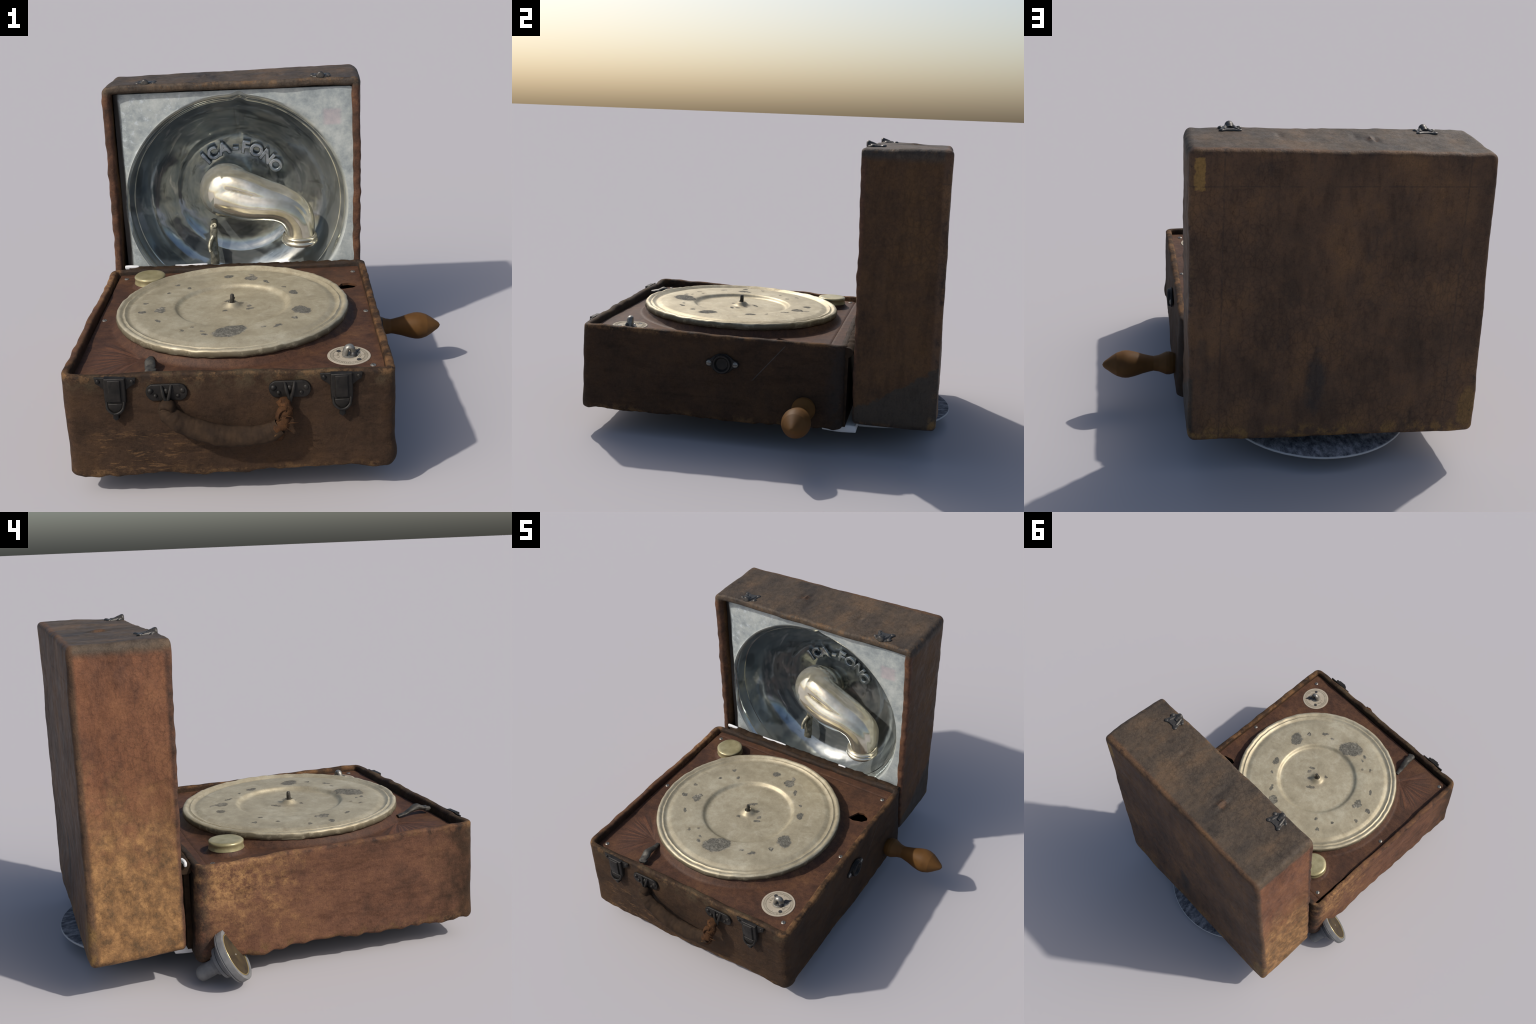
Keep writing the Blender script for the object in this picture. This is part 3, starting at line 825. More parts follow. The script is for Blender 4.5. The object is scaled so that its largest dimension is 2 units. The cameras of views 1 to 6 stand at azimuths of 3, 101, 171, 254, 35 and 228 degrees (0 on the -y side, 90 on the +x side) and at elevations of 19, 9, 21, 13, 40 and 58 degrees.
for r in (0.0805, 0.0675):
    ink.raw(*ring_strip(r - 0.0006, r + 0.0006, 0, 2 * pi, 97, 0.0046))
for k in range(60):
    a = 2 * pi * k / 60
    r0 = 0.057 if k % 15 == 0 else 0.0675
    w = 0.0007 / r0
    ink.raw(*ring_strip(r0, 0.0805, a - w, a + w, 2, 0.00465))
ink.raw(*ring_strip(0.0345, 0.0355, pi * 1.12, pi * 1.88, 40, 0.0046))
for word, start, dirn in (("LENTO", 200, -1), ("RAPIDO", 62, -1)):
    for i, ch in enumerate(word):
        cu = bpy.data.curves.new("t", "FONT")
        cu.body, cu.size, cu.extrude, cu.align_x = ch, 0.0155, 0.0003, "CENTER"
        o = temp(cu)
        a = math.radians(start + dirn * i * 17)
        o.matrix_world = Matrix.Translation(DC + Vector((0.042 * cos(a), 0.042 * sin(a), 0.0046))) @ Matrix.Rotation(a - pi / 2, 4, "Z")
        mw = o.matrix_world.copy()
        m2 = applied(o)
        m2.transform(mw)
        ink.raw([v.co for v in m2.vertices], [tuple(p.vertices) for p in m2.polygons])
put("dial_scale", ink.mesh(), dial, "ink", 30)
for (dx, dy) in ((-0.042, 0.041), (0.040, -0.044)):
    put("dial_pin", mesh(*lathe([(0.0105, 0), (0.0100, 0.0055), (0.0, 0.0058)], 20, DC + Vector((dx, dy, 0)))), dial, "hole", 40)
put("dial_collar", mesh(*lathe([(0.031, 0.003), (0.030, 0.008), (0.026, 0.0095), (0.022, 0.007), (0.0, 0.006)], 40, DC)), dial, "steel", 40)
knob = Build()
knob.raw(*tube(spline([(DC.x - 0.018, DC.y - 0.004, DC.z + 0.004), (DC.x - 0.013, DC.y - 0.002, DC.z + 0.028), (DC.x - 0.004, DC.y, DC.z + 0.041), (DC.x + 0.010, DC.y + 0.002, DC.z + 0.040), (DC.x + 0.018, DC.y + 0.004, DC.z + 0.022), (DC.x + 0.022, DC.y + 0.004, DC.z + 0.003)], 20), [(0.012, 0.016)] * 20, 16, up=(0, 0, 1)))
put("dial_knob", knob.mesh(), dial, "steel", 60)
put("dial_pivot", mesh(*dome(DC + Vector((0.019, -0.004, 0.004)), 0.017, 0.021, (0, 0, 1), 20)), dial, "hole", 60)
pa = math.radians(47)
pd, pq = Vector((cos(pa), sin(pa), 0)), Vector((-sin(pa), cos(pa), 0))
put("dial_pointer", mesh(*prism([(0.030, -0.004), (0.043, -0.013), (0.054, -0.008), (0.075, 0.0), (0.054, 0.008), (0.043, 0.011), (0.030, 0.004)], 0.003, lambda a, b, d: DC + pd * a + pq * b + Vector((0, 0, 0.006 + d)), 0.001)), dial, "hole", 40)

# needle cup: pale brass lid over a worn collar
cupc = Vector((CUP[0], CUP[1], 0.553))
prof = [(0.083, -0.006), (0.080, 0.004), (0.0785, 0.016), (0.081, 0.020), (0.081, 0.027), (0.076, 0.0315), (0.060, 0.0325), (0.035, 0.0310), (0.012, 0.0320), (0, 0.0320)]
V, F = lathe(prof, 56, cupc)
V = [p + Vector((0.003 * noise.noise((p.x * 14, p.y * 14, 1)), 0.003 * noise.noise((p.x * 14, p.y * 14, 5)), 0.0015 * noise.noise((p.x * 18, p.y * 18, 9)))) for p in V]
put("needle_cup", mesh(V, F), deck, "brass", 50)

# stop lever at the front left: flat arm with a raised knuckle and end tab
st = Build()
path = spline([(-0.432, -0.672, 0.545), (-0.428, -0.715, 0.553), (-0.423, -0.752, 0.567), (-0.419, -0.785, 0.577), (-0.415, -0.812, 0.570), (-0.412, -0.838, 0.566), (-0.411, -0.856, 0.562)], 26)
wid = spline([(0.018,), (0.021,), (0.024,), (0.029,), (0.028,), (0.024,), (0.021,)], 26)[:, 0]
st.raw(*tube(path, [(0.007 + 0.010 * math.exp(-((i - 12) / 5) ** 2), float(w) * 0.8) for i, w in enumerate(wid)], 14, up=(0, 0, 1)))
st.raw(*prism([(-0.022, -0.012), (0.024, -0.014), (0.026, 0.010), (-0.020, 0.012)], 0.016, lambda a, b, d: (-0.411 + a, -0.838 + b, 0.555 + d), 0.004))
V = [Vector(p) + wobble(Vector(p), 0.0035, 45) for p in st.v]
put("stop_lever", mesh(V, st.f), deck, "lever", 50)

# ------------------------------------------------------------------ turntable
prof = [(0.0, 0.002), (0.016, 0.004), (0.020, 0.011), (0.030, 0.004), (0.038, -0.006), (0.050, -0.011), (0.10, -0.013), (0.18, -0.014), (0.236, -0.015), (0.250, -0.016), (0.258, -0.013), (0.265, -0.007), (0.271, -0.001), (0.277, 0.0020), (0.285, 0.0025),
        (0.300, 0.0030), (0.34, 0.0035), (0.42, 0.002), (0.468, 0.000), (0.484, -0.007), (0.495, -0.009), (0.503, -0.002), (0.510, 0.001), (0.517, -0.005), (0.522, -0.005), (0.529, 0.003), (0.537, 0.0042), (0.545, 0.001), (0.5495, -0.005), (0.5515, -0.018), (0.5485, -0.029), (0.536, -0.033), (0.500, -0.033), (0.10, -0.034), (0.0, -0.034)]
dense = []
for (r0, h0), (r1, h1) in zip(prof, prof[1:]):
    k = max(1, int(abs(r1 - r0) / 0.012))
    dense += [(r0 + (r1 - r0) * i / k, h0 + (h1 - h0) * i / k) for i in range(k)]
dense.append(prof[-1])
V, F = lathe(dense, 168, PC, PN)
W = []
for p in V:
    q = p - PC
    r = math.hypot(q.x, q.y)
    a = math.atan2(q.y, q.x)
    k = sstep(r, 0.47, 0.54)
    d = 0.0022 * noise.noise((cos(a) * 9, sin(a) * 9, 0.3)) + 0.0018 * noise.noise((cos(a) * 24, sin(a) * 24, 1))
    rad = q.normalized() * (k * 0.004 * noise.noise((cos(a) * 14, sin(a) * 14, 4 + q.z * 30)))
    W.append(p + Vector((rad.x, rad.y, k * d * 1.4 + 0.0012 * noise.noise((p.x * 12, p.y * 12, 2)))))
turntable = put("turntable", mesh(W, [tuple(reversed(f)) for f in F]), ROOT, "platter", 60)
me = turntable.data
bm = bmesh.new(); bm.from_mesh(me); bmesh.ops.recalc_face_normals(bm, faces=bm.faces); bm.to_mesh(me); bm.free()
sp = Build()
sp.raw(*lathe([(0.0105, 0.0), (0.0105, 0.030), (0.0095, 0.044), (0.007, 0.049), (0, 0.050)], 20, PC, PN + Vector((0.04, 0.0, 0))))
sp.raw(*tube([PC + Vector((-0.004, -0.006, 0.016)), PC + Vector((0.004, -0.006, 0.018)), PC + Vector((0.012, 0.0, 0.034))], 0.0045, 8))
put("spindle", sp.mesh(), turntable, "lever", 50)

# ------------------------------------------------------------------ horn plate with spun bowl
HC, HR = Vector((-0.107, 0, 0.870)), 0.600
bowl = [(1.00, 0.526), (0.992, 0.534), (0.984, 0.540), (0.974, 0.548), (0.966, 0.562), (0.958, 0.584), (0.945, 0.604), (0.937, 0.606), (0.929, 0.620), (0.915, 0.648), (0.895, 0.678), (0.86, 0.715), (0.80, 0.755), (0.73, 0.784), (0.66, 0.805), (0.605, 0.818), (0.580, 0.823), (0.565, 0.831), (0.52, 0.840), (0.46, 0.846), (0.36, 0.850), (0.22, 0.852), (0.10, 0.853), (0.02, 0.853)]
NA = 288
X0, X1, Z0, Z1 = -0.7300, 0.5345, 0.215, 1.492
V, F = [], []


def rim_radius(a):
    d = (a - 1.50 + pi) % (2 * pi) - pi
    return HR * (1 + 0.004 * noise.noise((cos(a) * 3, sin(a) * 3, 2)) + 0.030 * math.exp(-(d / 0.045) ** 2))


rows = []
for s in (1.0, 0.985, 0.80, 0.60, 0.40, 0.20, 0.08):           # from the rectangle's border inwards to the bowl's lip
    rows.append(("p", s))
rows += [("b", k) for k in range(len(bowl))]
for kind, s in rows:
    for i in range(NA):
        a = 2 * pi * i / NA
        ca, sa = cos(a), sin(a)
        tx = ((X1 if ca > 0 else X0) - HC.x) / ca if abs(ca) > 1e-9 else 1e9
        tz = ((Z1 if sa > 0 else Z0) - HC.z) / sa if abs(sa) > 1e-9 else 1e9
        t = min(tx, tz)
        R = min(rim_radius(a), t - 0.004)
        if kind == "p":
            r = R + (t - R) * s
            y = 0.519 + 0.012 * sstep(-ca, -0.2, 0.9)
            if s > 0.99:
                y = 0.542
        else:
            f, y = bowl[s]
            r = R * f
            y = 0.526 + (y - 0.526) * (1 + (0.09 * sstep(-sa, -0.2, 0.9) - 0.20 * sstep(sa, 0.1, 0.9) + 0.02 * sstep(ca, 0.3, 0.9) + 0.08 * sstep(-ca, 0.0, 0.9) + 0.08 * sstep(-0.7 * ca - 0.7 * sa, 0.4, 0.9)) * sstep(f, 0.58, 0.85) - 0.36 * sstep(sa, 0.2, 0.8) * sstep(f, 0.84, 0.95))
            y = min(y, 0.875)
        x, z = HC.x + r * ca, HC.z + r * sa
        fall = sstep(x, -0.685, -0.705)                          # left border turned back into the lid
        y += 0.018 * fall * (1 if kind == "p" else sstep(f, 0.9, 1.0))
        y += 0.003 * noise.noise((x * 6, z * 6, 1)) + 0.0012 * noise.noise((x * 19, z * 19, 4))
        if kind == "b":
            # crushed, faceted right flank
            ex, ez = x - 0.375, z - 0.905
            er, ea = math.hypot(ex, ez), math.atan2(ez, ex)
            y -= 0.007 * max(0.0, 1 - er / 0.19) * sstep(er, 0.0, 0.05) * (0.30 + 1.1 * abs(((ea * 7 / (2 * pi) + 0.15 * sin(2 * ea)) % 1.0) - 0.5) * 2) * sstep(1 - f, 0.02, 0.08)
            y += 0.006 * noise.noise((x * 4, z * 4, 8)) * sstep(1 - f, 0.04, 0.2)
        V.append((x, y, z))
nr = len(rows)
for k in range(nr - 1):
    for i in range(NA):
        j = (i + 1) % NA
        F.append((k * NA + i, k * NA + j, (k + 1) * NA + j, (k + 1) * NA + i))
F.append(tuple(range((nr - 1) * NA, nr * NA)))
me = mesh(V, F)
bm = bmesh.new(); bm.from_mesh(me); bmesh.ops.recalc_face_normals(bm, faces=bm.faces); bmesh.ops.triangulate(bm, faces=[f for f in bm.faces if len(f.verts) > 4]); bm.to_mesh(me); bm.free()
if me.polygons[10].normal.y > 0:
    me.flip_normals()
ob = temp(me)
s = ob.modifiers.new("s", "SOLIDIFY")
s.thickness, s.offset = 0.006, -1
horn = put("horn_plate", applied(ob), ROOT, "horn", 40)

# embossed lettering on an arc above the neck
word = "ICA-FONO"
lb = Build()
steps = [0.125, 0.15, 0.155, 0.14, 0.135, 0.16, 0.17, 0.16]
ang = [131, 120, 105.5, 90.5, 78.5, 64.5, 49, 34]
for ch, ad in zip(word, ang):
    cu = bpy.data.curves.new("t", "FONT")
    cu.body, cu.size, cu.align_x = ch, 0.092, "CENTER"
    cu.extrude, cu.bevel_depth, cu.bevel_resolution, cu.offset = 0.004, 0.0055, 2, 0.001
    o = temp(cu)
    a = math.radians(ad)
    R = 0.232
    mw = Matrix.Translation(Vector((-0.112 + R * cos(a), 0.8285, 0.862 + R * sin(a)))) @ Matrix.Rotation(-(a - pi / 2), 4, "Y") @ Matrix.Rotation(pi / 2, 4, "X")
    m2 = applied(o)
    m2.transform(mw)
    lb.raw([v.co for v in m2.vertices], [tuple(p.vertices) for p in m2.polygons])
put("embossed_lettering", lb.mesh(), horn, "horn", 50)

# goose-neck tone arm: bulb rising from the bowl, tapering tube, down-turned ringed mouth
axis_pts = [(-0.205, 0.665, 0.890, 0.085, 0.105), (-0.130, 0.638, 0.864, 0.088, 0.100), (-0.040, 0.612, 0.842, 0.086, 0.088), (0.050, 0.600, 0.835, 0.084, 0.081), (0.118, 0.595, 0.824, 0.081, 0.078),
            (0.178, 0.594, 0.793, 0.079, 0.077), (0.214, 0.594, 0.740, 0.078, 0.076), (0.227, 0.594, 0.690, 0.079, 0.077), (0.230, 0.594, 0.650, 0.083, 0.081)]
ab = Build()
# union of overlapping balls and swept tube, fused by a voxel remesh
def ball(c, r, d):
    ab.raw(*lathe([(r * sin(t), -d * cos(t)) if 0.001 < t < pi - 0.001 else (0, -d * cos(t)) for t in np.linspace(0, pi, 24)], 40, c, (0, 1, 0)))


ball((-0.170, 0.722, 0.902), 0.153, 0.145)
ball((-0.150, 0.815, 0.895), 0.112, 0.080)
tp = spline([p[:3] for p in axis_pts], 60)
tr = spline([p[3:] for p in axis_pts], 60)
ab.raw(*tube(tp, [(float(a), float(b)) for a, b in tr], 36, up=(0, 1, 0)))
# upper ridge along the arm, with a crease between it and the lower tube
rp = spline([(-0.205, 0.705, 0.930, 0.070, 0.070), (-0.150, 0.675, 0.956, 0.092, 0.084), (-0.050, 0.645, 0.938, 0.090, 0.076), (0.050, 0.630, 0.910, 0.088, 0.060), (0.140, 0.622, 0.880, 0.082, 0.053), (0.212, 0.620, 0.836, 0.076, 0.051), (0.254, 0.622, 0.780, 0.074, 0.052), (0.266, 0.614, 0.705, 0.064, 0.048), (0.258, 0.606, 0.655, 0.056, 0.044)], 50)
ab.raw(*tube([p[:3] for p in rp], [(float(p[3]), float(p[4])) for p in rp], 26, up=(0, 1, 0)))
ob = temp(ab.mesh())
rm = ob.modifiers.new("r", "REMESH")
rm.mode, rm.voxel_size = "VOXEL", 0.006
sm = ob.modifiers.new("s", "SMOOTH")
sm.factor, sm.iterations = 0.5, 5
arm = put("tone_arm", applied(ob), horn, "chrome", 180)
ring = Build()
ring.raw(*lathe([(0.080, 0.016), (0.090, 0.014), (0.0955, 0.007), (0.0900, -0.001), (0.0900, -0.007), (0.0980, -0.011), (0.1010, -0.023), (0.097, -0.032), (0.084, -0.035), (0.066, -0.028), (0.062, 0.0), (0.060, 0.012)], 56, (0.230, 0.594, 0.662), (0.03, -0.08, 1)))
ob = put("arm_mouth_ring", ring.mesh(), horn, "chrome", 50)

# rest bracket: drilled strip with a bent hook
br = Build()
bp = spline([(-0.262, 0.835, 0.690), (-0.263, 0.805, 0.684), (-0.263, 0.782, 0.662), (-0.265, 0.768, 0.610), (-0.264, 0.755, 0.560), (-0.262, 0.742, 0.510), (-0.262, 0.735, 0.46)], 30)
br.raw(*tube(bp, [(0.010, 0.017 + 0.010 * i / 29) for i in range(30)], 14, up=(0, 1, 0)))
hp = spline([(-0.266, 0.755, 0.620), (-0.280, 0.735, 0.596), (-0.286, 0.715, 0.570), (-0.280, 0.700, 0.546)], 16)
br.raw(*tube(hp, [0.016 - 0.006 * i / 15 for i in range(16)], 10))
br.raw(*lathe([(0.019, 0.0), (0.017, 0.007), (0.009, 0.008), (0.008, 0.004), (0, 0.004)], 20, (-0.262, 0.784, 0.674), (0, -0.8, 0.5)))
V = [Vector(p) + wobble(Vector(p), 0.004, 40) for p in br.v]
put("arm_rest_bracket", mesh(V, br.f), horn, "bracket", 60)

# ------------------------------------------------------------------ lid catches
ct = Build()
ct.raw(*prism([(-0.050, 0.010), (-0.030, -0.012), (0.030, -0.012), (0.050, 0.010), (0.040, 0.030), (0.052, 0.062), (0.038, 0.076), (0.016, 0.062), (-0.016, 0.062), (-0.038, 0.076), (-0.052, 0.062), (-0.040, 0.030)], 0.012, lambda a, b, d: (a, b, -0.004 + d), 0.004))
for (a, b) in ((-0.040, 0.062), (0.040, 0.062), (-0.042, 0.010), (0.042, 0.010)):
    ct.raw(*dome((a, b, 0.004), 0.0125, 0.008, (0, 0, 1), 14))
ct.raw(*tube(spline([(-0.028, 0.044, 0.002), (-0.022, 0.016, 0.005), (-0.014, -0.006, 0.006), (0.0, -0.012, 0.006), (0.014, -0.006, 0.006), (0.022, 0.016, 0.005), (0.028, 0.044, 0.002)], 26), 0.010, 10))
ct.raw(*tube(spline([(0.0, 0.020, 0.002), (0.0, 0.006, 0.007), (0.0, -0.010, 0.010), (0.0, -0.022, 0.010)], 14), [0.017] * 8 + [0.019, 0.020, 0.021, 0.020, 0.018, 0.012], 14))
V = [Vector(p) + wobble(Vector(p), 0.003, 40) for p in ct.v]
catch_me = mesh(V, ct.f)
catch_me.materials.append(M["iron"])
for (x, y, z) in ((-0.548, 0.526, 1.537), (0.361, 0.526, 1.541)):
    o = put("lid_catch", catch_me, lid, None, 50)
    o.location = (x, y, z)

# ------------------------------------------------------------------ front furniture of the base
def front(x0, y0):
    return lambda a, b, d: (x0 + a, y0 - d, b)


lt = Build()
w0 = front(0, 0)
lt.raw(*prism([(-0.086, 0.0), (-0.083, -0.026), (-0.066, -0.036), (-0.048, -0.052), (-0.030, -0.075), (0.030, -0.075), (0.048, -0.052), (0.066, -0.036), (0.083, -0.026), (0.086, 0.0)], 0.008, w0, 0.003))
lt.raw(*prism([(-0.043, 0.004), (-0.046, -0.060), (-0.044, -0.110), (-0.030, -0.140), (0.030, -0.140), (0.044, -0.110), (0.046, -0.060), (0.043, 0.004)], 0.024, w0, 0.007, 3))
lt.raw(*prism([(-0.026, 0.000), (-0.026, -0.098), (0.026, -0.098), (0.026, 0.000)], 0.033, w0, 0.006, 3))
lt.raw(*prism([(-0.030, -0.105), (-0.030, -0.128), (-0.010, -0.148), (-0.012, -0.176), (0.0, -0.186), (0.012, -0.176), (0.010, -0.148), (0.030, -0.128), (0.030, -0.105)], 0.030, w0, 0.006, 3))
lt.raw(*tube(spline([(-0.036, -0.020, -0.100), (-0.030, -0.030, -0.132), (0.0, -0.034, -0.150), (0.030, -0.030, -0.132), (0.036, -0.020, -0.100)], 18), 0.006, 8))
for a in (-0.070, 0.070):
    lt.raw(*dome((a, -0.007, -0.016), 0.010, 0.007, (0, -1, 0), 12))
latch_me = mesh([Vector(p) + wobble(Vector(p), 0.002, 40) for p in lt.v], lt.f)
latch_me.materials.append(M["black"])
for (x, y, z, a) in ((-0.548, -0.908, 0.571, 0.03), (0.377, -0.904, 0.566, -0.01)):
    o = put("latch", latch_me, base, None, 50)
    o.location = (x, y, z)
    o.rotation_euler = (0, a, 0)

hp_ = Build()
hp_.raw(*prism([(0.085 * cos(t) ** 1 if False else 0.052 * (1 if cos(t) > 0 else -1) + 0.034 * cos(t), 0.038 * sin(t)) for t in np.linspace(0, 2 * pi, 24, endpoint=False)], 0.010, w0, 0.004, 3))
hp_.raw(*tube(spline([(-0.020, -0.006, 0.032), (-0.014, -0.020, 0.0), (-0.006, -0.022, -0.026), (0.0, -0.022, -0.052)], 14), 0.0075, 10))
hp_.raw(*tube(spline([(0.020, -0.006, 0.032), (0.014, -0.020, 0.0), (0.006, -0.022, -0.026), (0.0, -0.022, -0.052)], 14), 0.0075, 10))
for a, b, r in ((-0.066, 0.008, 0.013), (0.066, 0.008, 0.013), (-0.046, -0.014, 0.010), (0.046, -0.014, 0.010), (0, 0.006, 0.014)):
    hp_.raw(*dome((a, -0.008, b), r, 0.010, (0, -1, 0), 14))
plate_me = mesh([Vector(p) + wobble(Vector(p), 0.002, 40) for p in hp_.v], hp_.f)
plate_me.materials.append(M["black"])
for (x, y, z) in ((-0.338, -0.912, 0.503), (0.167, -0.908, 0.502)):
    o = put("handle_mount", plate_me, base, None, 50)
    o.location = (x, y, z)

# carrying handle: sagging leather strap, ribbed with wear
hpts = [(-0.338, -0.906, 0.450), (-0.338, -0.940, 0.434), (-0.325, -0.953, 0.412), (-0.280, -0.961, 0.384), (-0.215, -0.968, 0.354), (-0.135, -0.972, 0.332), (-0.045, -0.974, 0.324), (0.035, -0.975, 0.328), (0.092, -0.977, 0.343), (0.122, -0.977, 0.366)]
hs = spline(hpts, 110)
rad = []
for i in range(110):
    t = i / 109
    rib = 1 + 0.02 * sin(i * 1.9) + 0.08 * noise.noise((i * 0.35, 1, 1))
    rad.append((0.022 * rib, (0.034 + 0.009 * sin(pi * t)) * (1 + 0.05 * noise.noise((i * 0.2, 5, 5)))))
V, F = tube(hs, rad, 20, up=(0, -1, 0))
V = [p + wobble(p, 0.004, 25) + wobble(p, 0.002, 70) for p in V]
handle = put("carrying_handle", mesh(V, F), base, "strap", 60)
sb = Build()
edge_path = [(float(p[0]), float(p[1]) - 0.0200, float(p[2]) - 0.013) for p in hs[22:106]]
sb.raw(*tube(edge_path, [0.0050 + 0.0022 * noise.noise((i * 0.6, 3, 3)) for i in range(len(edge_path))], 8))
sv_ = [Vector(p) + wobble(Vector(p), 0.0035, 60) for p in sb.v]
put("handle_seam", mesh(sv_, sb.f), handle, "seam", 60)
ld = Build()
ld.raw(*lathe([(0.0, -0.036), (0.020, -0.034), (0.033, -0.022), (0.036, 0.0), (0.034, 0.016), (0.024, 0.022), (0.016, 0.018), (0.0, 0.016)], 24, (-0.338, -0.940, 0.440), (-0.25, -0.9, -0.35)))
V = [Vector(p) + wobble(Vector(p), 0.004, 30) for p in ld.v]
put("handle_loop", mesh(V, ld.f), handle, "strap", 60)
fd = Build()
fd.raw(*tube(spline([(0.108, -0.976, 0.350), (0.133, -0.977, 0.375), (0.146, -0.972, 0.412), (0.150, -0.952, 0.440), (0.140, -0.930, 0.452), (0.120, -0.934, 0.440)], 30), [(0.018 + 0.008 * noise.noise((i * 0.5, 2, 2)), 0.026 + 0.010 * noise.noise((i * 0.4, 7, 2))) for i in range(30)], 14, up=(0, -1, 0)))
fd.raw(*lathe([(0.031, -0.012), (0.036, -0.006), (0.036, 0.006), (0.029, 0.012), (0.019, 0.008), (0.019, -0.008), (0.031, -0.012)], 22, (0.142, -0.970, 0.418), (0.3, -0.9, 0.1)))
fd.raw(*dome((0.104, -0.958, 0.318), 0.030, 0.030, (0.1, -1, 0.15), 16))
fd.raw(*lathe([(0.0, -0.034), (0.020, -0.030), (0.032, -0.012), (0.034, 0.008), (0.022, 0.026), (0.0, 0.031)], 18, (0.106, -0.958, 0.326), (0.5, -0.5, 0.6)))
for k in range(9):
    a, b = random.uniform(-1, 1), random.uniform(0, 2 * pi)
    p0 = Vector((0.138, -0.980, 0.405)) + Vector((random.uniform(-0.012, 0.012), random.uniform(-0.006, 0.008), random.uniform(-0.03, 0.03)))
    d = Vector((cos(b) * 0.05, random.uniform(-0.015, 0.02), sin(b) * 0.035)) * random.uniform(0.6, 1.4)
    fd.raw(*tube([p0, p0 + d * 0.5 + Vector((0, -0.006, 0.004)), p0 + d], [0.0026, 0.0018, 0.0009], 6))
V = [Vector(p) + wobble(Vector(p), 0.005, 34) for p in fd.v]
V = [p + Vector((0, -0.005, 0)) for p in V]
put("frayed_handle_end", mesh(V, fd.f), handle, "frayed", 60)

# winding socket on the right side, with two slotted screws
es = Build()
side = lambda a, b, d: (0.588 + d, -0.146 + a, 0.424 + b)
es.raw(*prism([(-0.088, 0.0), (-0.080, 0.016), (-0.060, 0.022), (-0.046, 0.036), (-0.022, 0.050), (0.022, 0.050), (0.046, 0.036), (0.060, 0.022), (0.080, 0.016), (0.088, 0.0), (0.080, -0.016), (0.060, -0.020), (0.046, -0.034), (0.022, -0.050), (-0.022, -0.050), (-0.046, -0.034), (-0.060, -0.020), (-0.080, -0.016)], 0.010, side, 0.004, 3))
es.raw(*lathe([(0.049, 0.0), (0.049, 0.019), (0.045, 0.026), (0.037, 0.025), (0.033, 0.018), (0.029, 0.012), (0.0, 0.010)], 40, (0.588, -0.146, 0.424), (1, 0, 0)))
esc = put("winding_socket", es.mesh(), base, "black", 50)
for dy in (-0.068, 0.068):
    o = put("socket_screw", screw_me, base, None, 180)
    o.location = (0.5985, -0.146 + dy, 0.424)
    o.rotation_euler = (0, pi / 2, 0)
    o.scale = (1.15, 1.15, 1.5)

# ------------------------------------------------------------------ crank grip, felt disc, sound box, filler
KC = Vector((0.572, 0.284, 0.237))
prof = [(0.0, 0.0), (0.040, 0.001), (0.046, 0.008), (0.056, 0.028), (0.060, 0.045), (0.059, 0.062), (0.049, 0.085), (0.043, 0.100), (0.0385, 0.127), (0.041, 0.142), (0.050, 0.180), (0.058, 0.205), (0.064, 0.225), (0.0705, 0.255), (0.071, 0.272), (0.069, 0.288), (0.060, 0.315), (0.045, 0.340), (0.029, 0.362), (0.021, 0.374), (0.012, 0.383), (0, 0.389)]
crank = put("crank_grip", mesh(*lathe(prof, 40, KC, (1, 0.003, 0.0))), ROOT, "wood", 12)

FD = Vector((-0.110, 0.521, 0.0975))
V, F = lathe([(0, 0.004)] + [(r, 0.004) for r in np.linspace(0.02, 0.47, 30)] + [(0.474, 0.0035), (0.477, 0.000), (0.477, -0.006), (0.473, -0.010), (0.3, -0.010), (0.0, -0.010)], 120, FD, (-0.007, 0.023, 1))
V = [p + Vector((0, 0, 0.0012 * noise.noise((p.x * 40, p.y * 40, 1)))) for p in V]
felt = put("felt_disc", mesh(V, F), ROOT, "felt", 50)

SC, SN = Vector((-0.850, 0.301, 0.147)), Vector((-0.325, -0.792, 0.516)).normalized()
body = [(0.0, -0.006), (0.100, -0.006), (0.103, -0.003), (0.104, 0.0), (0.1205, 0.0), (0.1215, -0.003), (0.1215, -0.026), (0.118, -0.027), (0.118, -0.031), (0.1215, -0.032), (0.119, -0.038), (0.100, -0.046), (0.078, -0.050), (0.076, -0.053), (0.076, -0.066), (0.070, -0.067), (0.070, -0.069), (0.074, -0.070), (0.073, -0.084), (0.064, -0.088),
        (0.047, -0.090), (0.045, -0.095), (0.045, -0.108), (0.0365, -0.112), (0.0355, -0.118), (0.0355, -0.172), (0.0345, -0.186), (0.030, -0.196), (0.020, -0.204), (0.010, -0.2075), (0.0, -0.208)]
bdy = mesh(*lathe(body, 64, SC, SN))
sbox = put("sound_box", bdy, ROOT, "grey", 35)
put("diaphragm", mesh(*lathe([(0.099, -0.007), (0.0955, -0.0030), (0.060, -0.0022), (0.056, -0.0035), (0.030, -0.0022), (0.026, -0.0035), (0.0, -0.0022)], 64, SC, SN)), sbox, "dia", 40)
put("gasket_ring", mesh(*lathe([(0.0995, -0.0065), (0.0995, -0.0020), (0.0980, -0.0006), (0.0965, -0.0010), (0.0960, -0.004)], 64, SC, SN)), sbox, "gold", 50)
put("diaphragm_stud", mesh(*dome(SC - SN * 0.005, 0.006, 0.005, SN, 16)), sbox, "steel", 60)

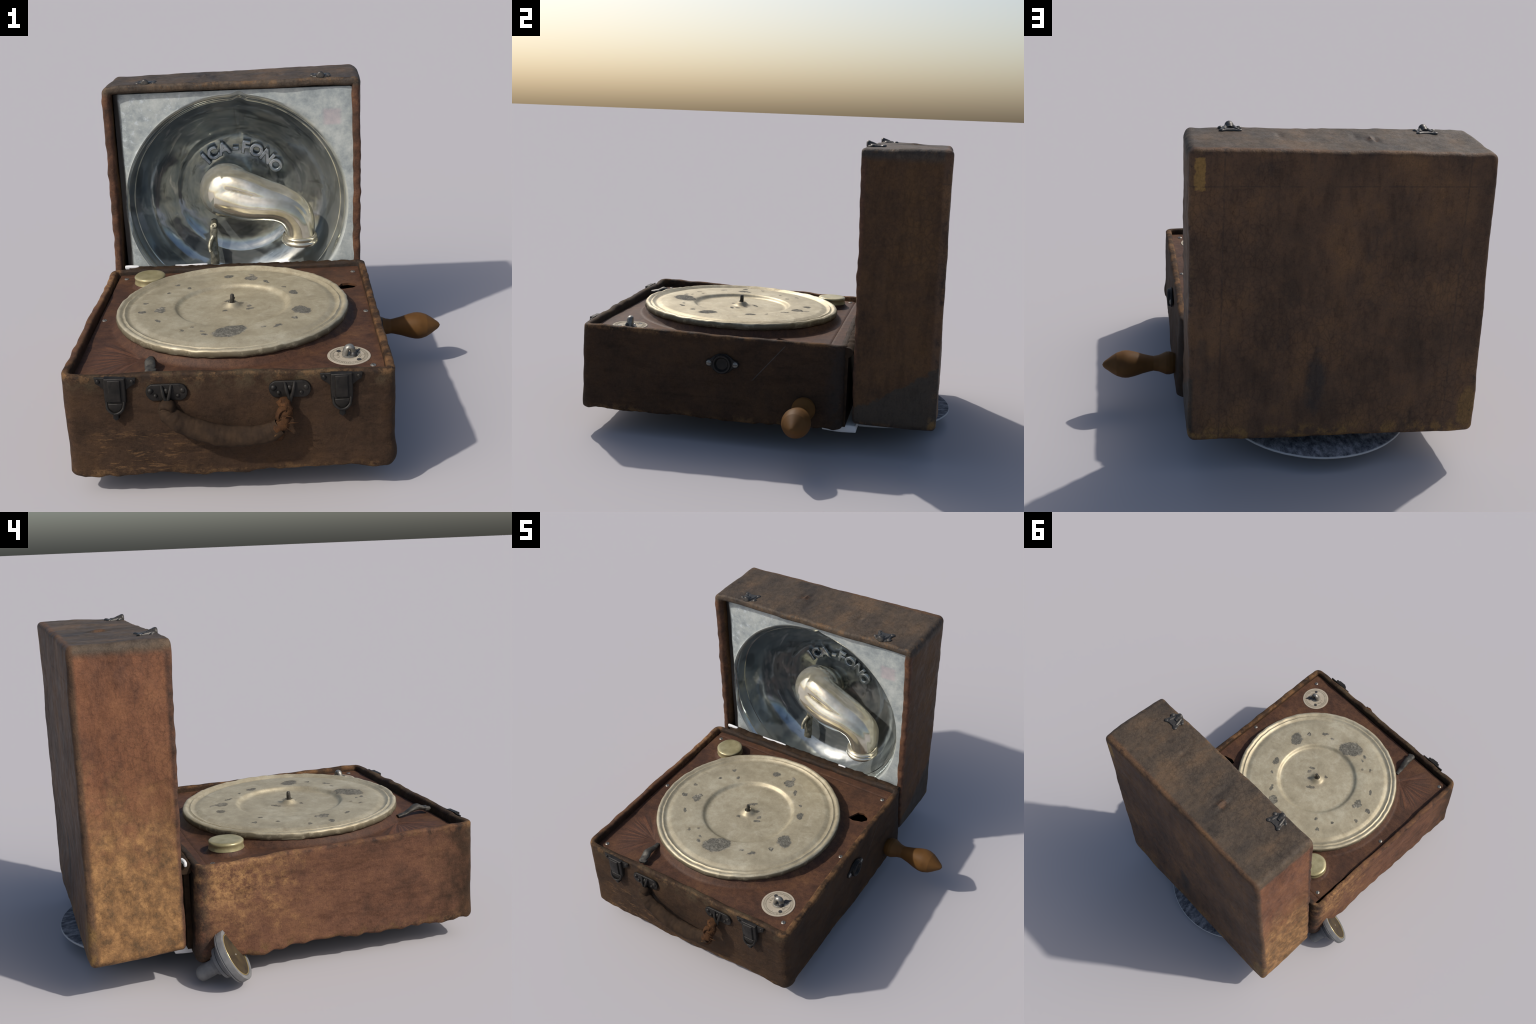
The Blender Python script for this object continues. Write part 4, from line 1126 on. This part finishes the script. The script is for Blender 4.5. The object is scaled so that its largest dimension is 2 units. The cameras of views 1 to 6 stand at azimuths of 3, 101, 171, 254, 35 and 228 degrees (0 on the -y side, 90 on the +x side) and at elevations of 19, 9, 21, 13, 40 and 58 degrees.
# bare filler closing the hinge gap and the unseen undersides
def pillow(x0, x1, y0, y1, z0, z1, r, n=40, amp=0.004):
    V, F = lathe([(0, -1)] + [(sin(t), -cos(t)) for t in np.linspace(0.08, pi - 0.08, n)] + [(0, 1)], n * 2, (0, 0, 0), (0, 0, 1))
    out = []
    c = Vector(((x0 + x1) / 2, (y0 + y1) / 2, (z0 + z1) / 2))
    h = Vector(((x1 - x0) / 2 - r, (y1 - y0) / 2 - r, (z1 - z0) / 2 - r))
    for p in V:
        m = max(abs(p.x), abs(p.y), abs(p.z))
        b = Vector([max(-1, min(1, 1.25 * q / m)) for q in p])
        q = Vector((c.x + b.x * h.x, c.y + b.y * h.y, c.z + b.z * h.z)) + p.normalized() * r
        out.append(q + wobble(q, amp, 8))
    return out, F


wf = Build()
wf.raw(*pillow(-0.66, 0.510, 0.36, 0.545, 0.095, 0.146, 0.022))
wf.raw(*pillow(-0.738, -0.655, 0.474, 0.492, 0.535, 0.560, 0.009, amp=0.006))
for (a, b, t) in ((-0.46, -0.28, 0.5545), (0.12, 0.17, 0.5535)):
    wf.raw(*pillow(a, b, 0.486, 0.498, 0.528, t, 0.005, n=24, amp=0.009))
wf.raw(*pillow(-0.70, 0.49, 0.56, 0.885, 0.152, 0.185, 0.012, amp=0.004))
put("hinge_filler", wf.mesh(), ROOT, "white", 60)

hs_ = Build()
V, F = tube([(-0.715 + 1.262 * i / 119, 0.476 + 0.006 * noise.noise((i * 0.31, 4, 4)), 0.523 + 0.005 * noise.noise((i * 0.23, 1, 7))) for i in range(120)],
            [(0.036 + 0.004 * noise.noise((i * 0.4, 9, 2)), 0.026 + 0.004 * noise.noise((i * 0.5, 2, 9))) for i in range(120)], 18, up=(0, 1, 0))
V = [p + wobble(p, 0.003, 40) for p in V]
hs_.raw(V, F)
hs_.raw(*prism([(-0.705, 0.14), (0.540, 0.14), (0.540, 0.53), (-0.705, 0.53)], 0.024, lambda a, b, d: (a, 0.462 + d, b), 0))
put("leather_hinge", hs_.mesh(), base, "strap", 60)
